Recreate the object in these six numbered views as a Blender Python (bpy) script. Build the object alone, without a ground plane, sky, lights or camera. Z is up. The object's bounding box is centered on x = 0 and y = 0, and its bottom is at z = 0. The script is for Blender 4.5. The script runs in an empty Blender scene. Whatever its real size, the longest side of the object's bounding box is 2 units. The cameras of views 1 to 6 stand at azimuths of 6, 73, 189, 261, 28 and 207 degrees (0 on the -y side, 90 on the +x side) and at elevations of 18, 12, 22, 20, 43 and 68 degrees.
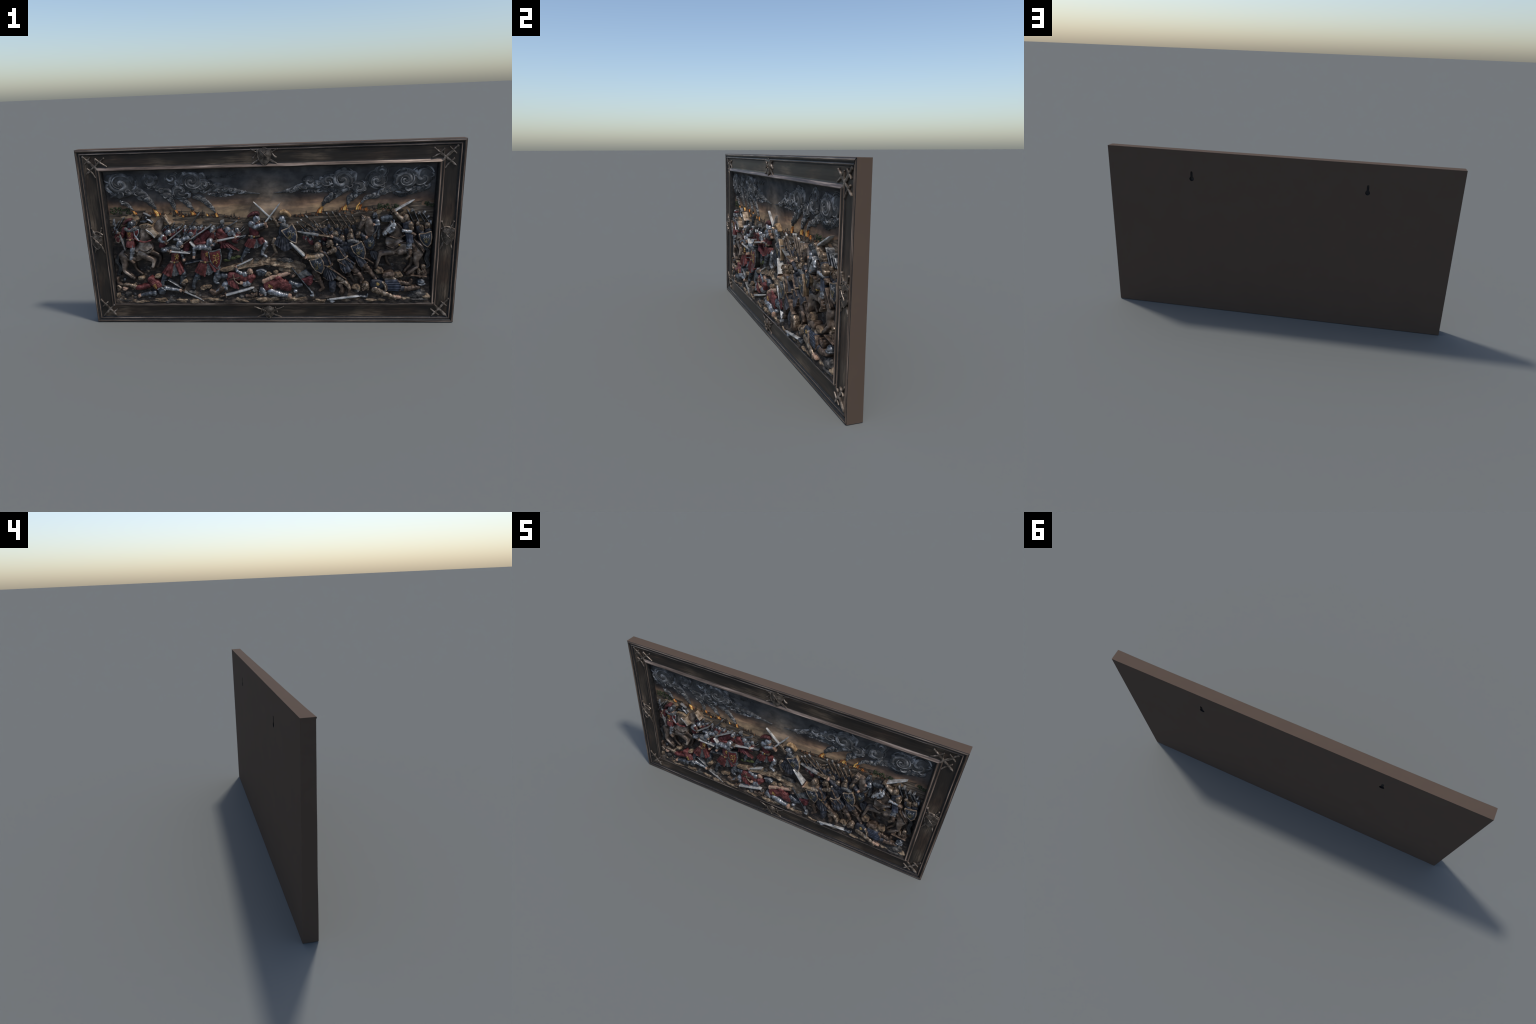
# Carved and painted battle-relief wall plaque in a moulded frame.
# Panel coordinates are millimetres: x to the right, z up; y (metres) grows towards the wall.
import bpy, bmesh, math, random
import numpy as np
from mathutils import Vector

rng = random.Random(41)
HALF_W, HEIGHT, BACK_Y = 1.0, 0.982, 0.042
OPEN_X, OPEN_LOW, OPEN_HIGH = 0.872, 0.116, 0.866      # opening of the frame
BURIED = 0.026                                         # carved pieces run back to here

RECESS_Z, RECESS_Y = [0.11, 0.17, 0.24, 0.30, 0.46, 0.56, 0.66], [0.001, 0.004, 0.009, 0.0115, 0.012, 0.009, 0.002]

# ------------------------------------------------------------------ noise
def lattice(ix, iz, seed):
    h = (ix.astype(np.int64) * 374761393 + iz.astype(np.int64) * 668265263 + seed * 982451653) & 0xFFFFFFFF
    h = ((h ^ (h >> 13)) * 1274126177) & 0xFFFFFFFF
    return ((h ^ (h >> 16)) & 0xFFFF) / 65535.0

def value_noise(x, z, seed=0):
    x, z = np.asarray(x, float), np.asarray(z, float)
    ix, iz = np.floor(x), np.floor(z)
    fx, fz = x - ix, z - iz
    fx, fz = fx * fx * (3 - 2 * fx), fz * fz * (3 - 2 * fz)
    n00, n10 = lattice(ix, iz, seed), lattice(ix + 1, iz, seed)
    n01, n11 = lattice(ix, iz + 1, seed), lattice(ix + 1, iz + 1, seed)
    return (n00 * (1 - fx) + n10 * fx) * (1 - fz) + (n01 * (1 - fx) + n11 * fx) * fz

def fbm(x, z, octaves=4, seed=0):
    total, amp = 0.0, 0.5
    for k in range(octaves):
        total = total + amp * value_noise(x * 2 ** k, z * 2 ** k, seed + 17 * k)
        amp *= 0.5
    return total

# ------------------------------------------------------------------ materials
MATS = {}
def new_mat(name, rough):
    m = bpy.data.materials.new(name)
    m.use_nodes = True
    nt = m.node_tree
    b = nt.nodes["Principled BSDF"]
    b.inputs["Roughness"].default_value = rough
    b.inputs["Specular IOR Level"].default_value = 0.22
    MATS[name] = m
    return m, nt, b

def ramp(nt, stops, interp='LINEAR'):
    n = nt.nodes.new("ShaderNodeValToRGB")
    r = n.color_ramp
    r.interpolation = interp
    while len(r.elements) < len(stops):
        r.elements.new(0.5)
    for el, (p, c) in zip(r.elements, stops):
        el.position, el.color = p, (*c, 1)
    return n

def noise_node(nt, coord, scale, detail=4, stretch=(1, 1, 1), rough=0.55):
    mp = nt.nodes.new("ShaderNodeMapping")
    mp.inputs["Scale"].default_value = stretch
    nt.links.new(coord, mp.inputs["Vector"])
    n = nt.nodes.new("ShaderNodeTexNoise")
    n.inputs["Scale"].default_value = scale
    n.inputs["Detail"].default_value = detail
    n.inputs["Roughness"].default_value = rough
    nt.links.new(mp.outputs[0], n.inputs["Vector"])
    return n.outputs["Fac"]

def mix(nt, fac, first, second):
    n = nt.nodes.new("ShaderNodeMix")
    n.data_type = 'RGBA'
    for sock, val in ((n.inputs[0], fac), (n.inputs[6], first), (n.inputs[7], second)):
        if isinstance(val, (int, float)):
            sock.default_value = val
        elif isinstance(val, tuple):
            sock.default_value = (*val, 1)
        else:
            nt.links.new(val, sock)
    return n.outputs[2]

def math_node(nt, op, first, second=None, third=None, clamp=False):
    n = nt.nodes.new("ShaderNodeMath")
    n.operation, n.use_clamp = op, clamp
    for sock, val in zip(n.inputs, (first, second, third)):
        if val is None:
            continue
        if isinstance(val, (int, float)):
            sock.default_value = val
        else:
            nt.links.new(val, sock)
    return n.outputs[0]

def add_bump(nt, bsdf, height, strength, distance=0.002):
    n = nt.nodes.new("ShaderNodeBump")
    n.inputs["Strength"].default_value = strength
    n.inputs["Distance"].default_value = distance
    nt.links.new(height, n.inputs["Height"])
    nt.links.new(n.outputs[0], bsdf.inputs["Normal"])

def paint(name, dark, mid, light, scale=60, rough=0.5, metallic=0.0, stretch=(1, 1, 1), bump=0.3, lo=0.3, hi=0.72, spread=0.0):
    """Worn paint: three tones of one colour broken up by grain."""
    m, nt, b = new_mat(name, rough)
    b.inputs["Metallic"].default_value = metallic
    tc = nt.nodes.new("ShaderNodeTexCoord")
    grain = noise_node(nt, tc.outputs["Object"], scale, 5, stretch)
    cr = ramp(nt, [(lo, dark), ((lo + hi) / 2, mid), (hi, light)])
    nt.links.new(grain, cr.inputs[0])
    col = cr.outputs[0]
    if spread:
        info = nt.nodes.new("ShaderNodeObjectInfo")
        hsv = nt.nodes.new("ShaderNodeHueSaturation")
        nt.links.new(col, hsv.inputs["Color"])
        nt.links.new(math_node(nt, 'MULTIPLY_ADD', info.outputs["Random"], 2 * spread, 1 - spread), hsv.inputs["Value"])
        col = hsv.outputs[0]
    nt.links.new(col, b.inputs["Base Color"])
    if bump:
        add_bump(nt, b, noise_node(nt, tc.outputs["Object"], scale * 4, 3, stretch), bump, 0.0015 if bump < 1 else 0.004)
    return m

# ------------------------------------------------------------------ meshes
def catmull(points, count, closed=False):
    p = np.array(points, float)
    n = len(p)
    if closed:
        ext = np.vstack([p[-1], p, p[0], p[1]])
        segs = n
    else:
        ext = np.vstack([2 * p[0] - p[1], p, 2 * p[-1] - p[-2]])
        segs = n - 1
    t = np.linspace(0, segs, count, endpoint=not closed)
    i = np.minimum(t.astype(int), segs - 1)
    f = (t - i)[:, None]
    p0, p1, p2, p3 = ext[i], ext[i + 1], ext[i + 2], ext[i + 3]
    return 0.5 * (2 * p1 + (p2 - p0) * f + (2 * p0 - 5 * p1 + 4 * p2 - p3) * f ** 2 + (3 * p1 - p0 - 3 * p2 + p3) * f ** 3)

class Piece:
    """Collects faces of one named part, with as many materials as it needs."""
    def __init__(self):
        self.verts, self.faces, self.slots, self.mats, self.count = [], [], [], [], 0

    def slot(self, mat):
        if mat not in self.mats:
            self.mats.append(mat)
        return self.mats.index(mat)

    def add(self, verts, faces, mat):
        k = self.slot(mat)
        self.verts.append(np.asarray(verts, float).reshape(-1, 3))
        self.faces.extend([[v + self.count for v in fc] for fc in faces])
        self.slots.extend([k] * len(faces))
        self.count += len(self.verts[-1])

    def sheet(self, grid, mat, back=BURIED, wrap=False, wall_mat=None):
        """A carved surface: front grid (rows x cols x 3) with walls running back into the panel."""
        grid = np.asarray(grid, float)
        nr, nc = grid.shape[:2]
        faces = []
        idx = np.arange(nr * nc).reshape(nr, nc)
        for i in range(nr - 1):
            for j in range(nc if wrap else nc - 1):
                k = (j + 1) % nc
                faces.append([idx[i, j], idx[i, k], idx[i + 1, k], idx[i + 1, j]])
        verts = grid.reshape(-1, 3)
        if wrap:
            border = list(idx[-1])
        else:
            border = list(idx[0]) + list(idx[1:, -1]) + list(idx[-1, -2::-1]) + list(idx[-2:0:-1, 0])
        rim = verts[border]
        foot = rim.copy()
        foot[:, 1] = np.maximum(back, rim[:, 1] + 0.0005)
        base, m = len(verts), len(border)
        allv = np.vstack([verts, rim, foot])
        # outward orientation of the walls is left to recalc
        self.add(allv, faces, mat)
        off = self.count - len(allv)
        walls = [[base + j, base + (j + 1) % m, base + m + (j + 1) % m, base + m + j] for j in range(m)]
        k = self.slot(wall_mat or mat)
        self.faces.extend([[v + off for v in fc] for fc in walls])
        self.slots.extend([k] * len(walls))

    def limb(self, pts, y, mat, depth=0.85, back=BURIED, bands=0, band=0.34, closed=False, dy=None, arc=9, ends=0.7):
        """Rounded rod through (x, z, radius) points [mm]; its crest lies at y."""
        p = np.array([[q[0], q[1], q[2]] for q in pts], float) / 1000
        lift = np.array([(q[3] if len(q) > 3 else 0.0) for q in pts]) / 1000
        p = np.hstack([p, lift[:, None]])
        length = np.hypot(*np.diff(p[:, :2], axis=0).T).sum()
        n = int(min(90, max(8, length / max(p[:, 2].mean() * 0.3, 0.0012), bands * 6)))
        s = catmull(p, n, closed) if len(p) > 2 or closed else p[0] + (p[-1] - p[0]) * np.linspace(0, 1, n)[:, None]
        s[:, 2] = np.maximum(s[:, 2], 0.0004)
        if bands:
            ph = np.linspace(0, bands, n) % 1.0
            s[:, 2] *= 1 + band * (0.55 - ph) 
        if not closed:
            rows = []
            t0 = s[0, :2] - s[1, :2]; t0 /= np.linalg.norm(t0) + 1e-9
            t1 = s[-1, :2] - s[-2, :2]; t1 /= np.linalg.norm(t1) + 1e-9
            for a in (0.97, 0.8, 0.45):
                rows.append([*(s[0, :2] + t0 * s[0, 2] * a * ends), s[0, 2] * math.sqrt(1 - a * a), s[0, 3]])
            tail = []
            for a in (0.45, 0.8, 0.97):
                tail.append([*(s[-1, :2] + t1 * s[-1, 2] * a * ends), s[-1, 2] * math.sqrt(1 - a * a), s[-1, 3]])
            full = np.vstack([rows, s, tail])
            rad0 = np.concatenate([[s[0, 2]] * 3, s[:, 2], [s[-1, 2]] * 3])
        else:
            full, rad0 = s, s[:, 2].copy()
        if closed:
            tang = np.roll(full[:, :2], -1, 0) - np.roll(full[:, :2], 1, 0)
        else:
            tang = np.gradient(full[:, :2], axis=0)
        tang /= np.linalg.norm(tang, axis=1)[:, None] + 1e-9
        nor = np.stack([-tang[:, 1], tang[:, 0]], 1)
        a = np.linspace(-math.pi / 2, math.pi / 2, arc)
        grid = np.zeros((len(full), arc, 3))
        for j in range(arc):
            grid[:, j, 0] = full[:, 0] + nor[:, 0] * full[:, 2] * math.sin(a[j])
            grid[:, j, 2] = full[:, 1] + nor[:, 1] * full[:, 2] * math.sin(a[j])
            grid[:, j, 1] = y - full[:, 3] + rad0 * depth - full[:, 2] * depth * math.cos(a[j])
        if closed:
            grid = np.concatenate([grid, grid[:1]], 0)
        self.sheet(grid, mat, back)

    def dome(self, cx, cz, rx, rz, y, mat, angle=0.0, depth=None, back=BURIED, lumps=0.0, seed=0, rings=7, segs=22, flat=2.0):
        """Half ball (helmet, head, rock): radii in mm, crest at y."""
        cx, cz, rx, rz = cx / 1000, cz / 1000, rx / 1000, rz / 1000
        depth = (min(rx, rz) * 0.85) if depth is None else depth
        ca, sa = math.cos(math.radians(angle)), math.sin(math.radians(angle))
        grid = np.zeros((rings, segs, 3))
        for i in range(rings):
            s = math.sin(0.02 + (math.pi / 2 - 0.02) * i / (rings - 1))
            t = np.linspace(0, 2 * math.pi, segs, endpoint=False)
            u, w = rx * s * np.cos(t), rz * s * np.sin(t)
            h = (1 - s ** flat) ** (1 / flat)
            yy = np.full(segs, y + depth * (1 - h))
            if lumps:
                k = lumps * (fbm(u / rx * 1.7 + seed * 3.1, w / rz * 1.7 + seed, 3, seed) - 0.45)
                u, w, yy = u * (1 + k), w * (1 + k), yy - depth * k * 1.2
            grid[i, :, 0] = cx + u * ca - w * sa
            grid[i, :, 2] = cz + u * sa + w * ca
            grid[i, :, 1] = yy
        self.sheet(grid, mat, back, wrap=True)

    def plate(self, outline, y, mat, bulge=0.004, back=BURIED, rings=6, segs=56, sharp=False, wall_mat=None, tilt=(0, 0), rough=0.0, seed=0):
        """A board with a free outline [mm], swelling by bulge towards the middle; y is the level of its edge."""
        o = np.array([[q[0], q[1]] for q in outline], float) / 1000
        if sharp:
            m = len(o)
            per = max(2, segs // m)
            o = np.vstack([o[i] + (o[(i + 1) % m] - o[i]) * np.arange(per)[:, None] / per for i in range(m)])
        else:
            o = catmull(o, segs, True)
        c0 = o.mean(0)
        grid = np.zeros((rings, len(o), 3))
        for i in range(rings):
            s = 0.03 + 0.97 * i / (rings - 1)
            q = c0 + (o - c0) * s
            grid[i, :, 0], grid[i, :, 2] = q[:, 0], q[:, 1]
            grid[i, :, 1] = y - bulge * (1 - s * s) + tilt[0] * (q[:, 0] - c0[0]) + tilt[1] * (q[:, 1] - c0[1])
            if rough:
                grid[i, :, 1] -= rough * (fbm(q[:, 0] * 60 + seed, q[:, 1] * 95, 5, seed) - 0.45) * (1 if s < 0.99 else 0.4)
        self.sheet(grid, mat, back, wrap=True, wall_mat=wall_mat)

    def skirt(self, waist, hem, y, mat, pleats=5, amp=0.005, bulge=0.006, flare=0.004, rows=10, back=BURIED, zig=2.0):
        """Hanging cloth between a waist line and a hem line, with pleats that deepen towards the hem."""
        cols = max(16, pleats * 8)
        wl, hl = (np.array(v, float)[:, :2] / 1000 for v in (waist, hem))
        line = lambda p: catmull(p, cols) if len(p) > 2 else p[0] + (p[1] - p[0]) * np.linspace(0, 1, cols)[:, None]
        wl, hl = line(wl), line(hl)
        u = np.linspace(0, 1, cols)
        wave = np.abs(np.sin(math.pi * (pleats * u + 0.35 * np.sin(5 * u)))) ** 0.8
        grid = np.zeros((rows, cols, 3))
        down = (hl - wl).mean(0)
        down /= np.linalg.norm(down) + 1e-9
        for i in range(rows):
            v = i / (rows - 1)
            q = wl + (hl - wl) * v + down * (zig / 1000) * (wave - 0.5)[:, None] * v
            grid[i, :, 0], grid[i, :, 2] = q[:, 0], q[:, 1]
            grid[i, :, 1] = y + bulge * (2 * np.abs(u - 0.5)) ** 2 - amp * (0.25 + 0.75 * v) * (wave - 0.5) - flare * v
        self.sheet(grid, mat, back)

    def sword(self, grip, tip, width, y, blade, hilt, guard=True, guard_span=3.2, back=BURIED, y_tip=None, hilt_part=0.17, pommel=True, lift=0.0015):
        """Straight sword from pommel to point [mm]; the blade has a mid ridge and stands on a wall of its own."""
        p0, p1 = np.array(grip[:2], float) / 1000, np.array(tip[:2], float) / 1000
        y_tip = y if y_tip is None else y_tip
        d0 = (p1 - p0) / np.linalg.norm(p1 - p0)
        n0 = np.array([-d0[1], d0[0]])
        start = p0 + (p1 - p0) * hilt_part
        h = width / 2000
        rows = 12
        grid = np.zeros((rows, 5, 3))
        for i in range(rows):
            t = i / (rows - 1)
            t = t if i < rows - 3 else 0.78 + 0.22 * (i - (rows - 4)) / 3 if i > rows - 4 else t
            t = min(t, 0.78) if i <= rows - 4 else t
            taper = (1 - 0.18 * t) * (1 if t < 0.86 else max(0.06, (1 - t) / 0.14) ** 0.8)
            q = start + (p1 - start) * t
            for j, (s, up) in enumerate(((-1, 0), (-0.55, 0.6), (0, 1), (0.55, 0.6), (1, 0))):
                grid[i, j, 0], grid[i, j, 2] = q + n0 * h * s * taper
                grid[i, j, 1] = y + (y_tip - y) * t + 0.0012 - lift * up
        self.sheet(grid, blade, back)
        mm = lambda q, r: (q[0] * 1000, q[1] * 1000, r)
        if hilt_part > 0:
            self.limb([mm(p0, width * 0.3), mm(start, width * 0.33)], y - 0.001, hilt, back=back, bands=4)
            if pommel:
                self.dome(p0[0] * 1000, p0[1] * 1000, width * 0.5, width * 0.5, y - 0.002, hilt, back=back, segs=12, rings=4)
            if guard:
                w = width / 1000 * guard_span / 2
                self.limb([mm(start - n0 * w, width * 0.24), mm(start, width * 0.3), mm(start + n0 * w, width * 0.24)], y - 0.0015, hilt, back=back)

    def done(self, name, parent, smooth=38, carved=True):
        me = bpy.data.meshes.new(name)
        v = np.vstack(self.verts)
        if carved:      # the middle ranks lie deeper in the panel than the fallen in front
            sides = 1 - np.where(v[:, 0] < 0, 0.65, 0.50) * np.clip((np.abs(v[:, 0]) - 0.42) / 0.2, 0, 1)
            middle = 0.006 * np.exp(-((v[:, 0] - 0.02) / 0.2) ** 2 - ((v[:, 2] - 0.30) / 0.10) ** 2)
            v[:, 1] += (np.interp(v[:, 2], RECESS_Z, RECESS_Y) * sides + middle) * np.clip((0.018 - v[:, 1]) / 0.02, 0, 1)
        me.from_pydata(v.tolist(), [], self.faces)
        for m in self.mats:
            me.materials.append(MATS[m])
        me.polygons.foreach_set("material_index", self.slots)
        me.polygons.foreach_set("use_smooth", [True] * len(me.polygons))
        me.update()
        bm = bmesh.new()
        bm.from_mesh(me)
        bmesh.ops.remove_doubles(bm, verts=bm.verts, dist=1e-6)
        bmesh.ops.recalc_face_normals(bm, faces=bm.faces)
        # open at the back: make sure that the fronts look forward
        facing = sum(fc.normal.y * fc.calc_area() for fc in bm.faces)
        if facing > 0:
            bmesh.ops.reverse_faces(bm, faces=bm.faces)
        bm.to_mesh(me)
        bm.free()
        me.set_sharp_from_angle(angle=math.radians(smooth))
        ob = bpy.data.objects.new(name, me)
        bpy.context.scene.collection.objects.link(ob)
        ob.parent = parent
        return ob

def empty(name, parent=None):
    ob = bpy.data.objects.new(name, None)
    bpy.context.scene.collection.objects.link(ob)
    ob.parent = parent
    return ob

# ------------------------------------------------------------------ palette
paint("steel", (0.045, 0.047, 0.051), (0.19, 0.197, 0.21), (0.50, 0.51, 0.53), 60, 0.36, 0.55, spread=0.12)
paint("dark_steel", (0.022, 0.024, 0.028), (0.075, 0.08, 0.088), (0.26, 0.265, 0.28), 60, 0.36, 0.55, spread=0.15)
paint("blade_steel", (0.20, 0.20, 0.192), (0.42, 0.41, 0.395), (0.68, 0.665, 0.64), 45, 0.36, 0.3, bump=0.1)
paint("grey_blade", (0.10, 0.10, 0.10), (0.24, 0.235, 0.23), (0.46, 0.45, 0.43), 45, 0.38, 0.4, bump=0.15)
paint("bronze", (0.036, 0.027, 0.019), (0.155, 0.115, 0.083), (0.46, 0.365, 0.28), 55, 0.36, 0.5, spread=0.12)
paint("pale_bronze", (0.12, 0.085, 0.055), (0.33, 0.25, 0.18), (0.60, 0.49, 0.39), 45, 0.4, 0.3)
paint("crimson", (0.032, 0.009, 0.009), (0.098, 0.026, 0.025), (0.23, 0.090, 0.083), 50, 0.5, 0.1, spread=0.15)
paint("maroon", (0.026, 0.007, 0.008), (0.070, 0.016, 0.018), (0.16, 0.048, 0.05), 50, 0.5, 0.1, spread=0.15)
paint("navy", (0.008, 0.0085, 0.0105), (0.026, 0.027, 0.033), (0.088, 0.090, 0.105), 55, 0.5, 0.0, spread=0.15)
paint("blue", (0.011, 0.013, 0.019), (0.031, 0.036, 0.052), (0.10, 0.110, 0.142), 50, 0.45, 0.1)
paint("shield_blue", (0.011, 0.013, 0.017), (0.024, 0.029, 0.037), (0.058, 0.068, 0.084), 60, 0.42, 0.1)
paint("shield_red", (0.040, 0.009, 0.009), (0.092, 0.019, 0.019), (0.17, 0.042, 0.038), 55, 0.45, 0.1)
paint("shield_rim", (0.07, 0.05, 0.035), (0.20, 0.15, 0.11), (0.42, 0.33, 0.25), 55, 0.4, 0.3)
paint("shield_side", (0.09, 0.06, 0.036), (0.20, 0.14, 0.085), (0.32, 0.235, 0.15), 40, 0.6, stretch=(1, 0.15, 1))
paint("charge_pale", (0.05, 0.05, 0.052), (0.14, 0.14, 0.145), (0.36, 0.36, 0.37), 70, 0.4, 0.2)
paint("charge_gold", (0.045, 0.036, 0.018), (0.125, 0.098, 0.048), (0.27, 0.215, 0.115), 70, 0.4, 0.2)
paint("gold", (0.11, 0.07, 0.018), (0.28, 0.18, 0.055), (0.52, 0.37, 0.15), 60, 0.4, 0.2)
paint("silver_trim", (0.13, 0.133, 0.138), (0.33, 0.335, 0.345), (0.66, 0.665, 0.68), 60, 0.36, 0.4)
paint("leather", (0.020, 0.014, 0.010), (0.066, 0.045, 0.033), (0.23, 0.165, 0.125), 60, 0.45, 0.2, spread=0.2)
paint("dark_leather", (0.011, 0.008, 0.007), (0.030, 0.022, 0.018), (0.095, 0.070, 0.054), 60, 0.45, 0.2, spread=0.2)
paint("skin", (0.12, 0.072, 0.05), (0.30, 0.19, 0.135), (0.46, 0.32, 0.24), 60, 0.5)
paint("skin_tanned", (0.06, 0.037, 0.024), (0.16, 0.103, 0.070), (0.32, 0.22, 0.155), 60, 0.45, 0.2)
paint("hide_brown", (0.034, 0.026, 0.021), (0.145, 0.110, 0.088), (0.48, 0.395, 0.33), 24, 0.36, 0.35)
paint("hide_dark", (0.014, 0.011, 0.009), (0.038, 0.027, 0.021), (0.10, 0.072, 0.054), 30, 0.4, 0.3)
paint("hair_black", (0.008, 0.008, 0.009), (0.022, 0.022, 0.023), (0.065, 0.062, 0.060), 60, 0.45, 0.2)
paint("mail_grey", (0.025, 0.025, 0.026), (0.10, 0.10, 0.10), (0.26, 0.26, 0.255), 170, 0.42, 0.4, bump=0.9)
paint("plume_red", (0.024, 0.008, 0.009), (0.060, 0.019, 0.020), (0.15, 0.06, 0.056), 70, 0.6)
paint("plume_tan", (0.10, 0.06, 0.03), (0.26, 0.165, 0.085), (0.44, 0.31, 0.18), 70, 0.6)
paint("rock_tan", (0.040, 0.026, 0.018), (0.15, 0.105, 0.068), (0.40, 0.31, 0.215), 38, 0.65, bump=1.0)
paint("rock_grey", (0.016, 0.015, 0.014), (0.055, 0.050, 0.046), (0.19, 0.175, 0.16), 38, 0.6, 0.15, bump=1.0)
paint("wood_pole", (0.025, 0.018, 0.013), (0.075, 0.053, 0.038), (0.18, 0.135, 0.10), 60, 0.5)
paint("cloth_grey", (0.035, 0.035, 0.034), (0.09, 0.09, 0.087), (0.20, 0.195, 0.185), 45, 0.6)
paint("foliage", (0.010, 0.012, 0.007), (0.032, 0.038, 0.018), (0.085, 0.095, 0.045), 130, 0.7, bump=0.9)
paint("moss", (0.025, 0.029, 0.013), (0.06, 0.068, 0.026), (0.12, 0.13, 0.055), 130, 0.7, bump=0.9)
paint("flame_orange", (0.22, 0.055, 0.012), (0.48, 0.155, 0.033), (0.72, 0.32, 0.085), 80, 0.7, bump=0)
paint("flame_yellow", (0.55, 0.24, 0.05), (0.80, 0.45, 0.12), (0.92, 0.64, 0.26), 80, 0.7, bump=0)
paint("ember", (0.028, 0.018, 0.012), (0.090, 0.045, 0.025), (0.38, 0.18, 0.08), 90, 0.7, bump=0.4)
paint("board_brown", (0.0955, 0.0682, 0.0517), (0.098, 0.070, 0.053), (0.1005, 0.0718, 0.0543), 8, 0.85, bump=0)
MATS["board_brown"].node_tree.nodes["Principled BSDF"].inputs["Specular IOR Level"].default_value = 0.04
paint("ornament_bronze", (0.032, 0.025, 0.020), (0.115, 0.092, 0.074), (0.40, 0.33, 0.275), 50, 0.36, 0.4)
paint("ornament_dark", (0.020, 0.016, 0.013), (0.068, 0.055, 0.044), (0.20, 0.165, 0.135), 40, 0.4, 0.3)

def frame_wood(name, along):
    """Dark stained wood with brushed bronze patches; copper rubbed on the mouldings (own material)."""
    m, nt, b = new_mat(name, 0.36)
    b.inputs["Metallic"].default_value = 0.35
    tc = nt.nodes.new("ShaderNodeTexCoord")
    co = tc.outputs["Object"]
    st = (0.10, 1, 1) if along == 'x' else (1, 1, 0.10)
    streak = noise_node(nt, co, 130, 5, st, 0.65)
    base = ramp(nt, [(0.25, (0.028, 0.0235, 0.0205)), (0.55, (0.036, 0.0300, 0.0255)), (0.85, (0.052, 0.042, 0.034))])
    nt.links.new(streak, base.inputs[0])
    patch = noise_node(nt, co, 5.5, 2, (0.55, 1, 1.6) if along == 'x' else (1.6, 1, 0.55))
    pr = ramp(nt, [(0.47, (0, 0, 0)), (0.68, (0.9, 0.9, 0.9))])
    nt.links.new(patch, pr.inputs[0])
    hue = ramp(nt, [(0.38, (0.095, 0.058, 0.040)), (0.58, (0.22, 0.165, 0.118))])
    nt.links.new(noise_node(nt, co, 7, 1), hue.inputs[0])
    sr = ramp(nt, [(0.38, (0.15, 0.15, 0.15)), (0.66, (1, 1, 1))])
    nt.links.new(streak, sr.inputs[0])
    fac = math_node(nt, 'MULTIPLY', pr.outputs[0], sr.outputs[0])
    nt.links.new(mix(nt, fac, base.outputs[0], hue.outputs[0]), b.inputs["Base Color"])
    add_bump(nt, b, streak, 0.25, 0.001)
    return m
frame_wood("frame_wood_level", 'x')
frame_wood("frame_wood_upright", 'z')
paint("copper_level", (0.06, 0.045, 0.036), (0.17, 0.127, 0.102), (0.42, 0.33, 0.27), 90, 0.36, 0.3, stretch=(0.06, 1, 1), bump=0.25, lo=0.34, hi=0.70)
paint("copper_upright", (0.045, 0.032, 0.025), (0.17, 0.120, 0.092), (0.44, 0.33, 0.265), 90, 0.36, 0.3, stretch=(1, 1, 0.06), bump=0.25, lo=0.34, hi=0.70)
paint("groove_black", (0.010, 0.010, 0.011), (0.018, 0.017, 0.017), (0.035, 0.031, 0.029), 60, 0.5, bump=0.2)

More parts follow.
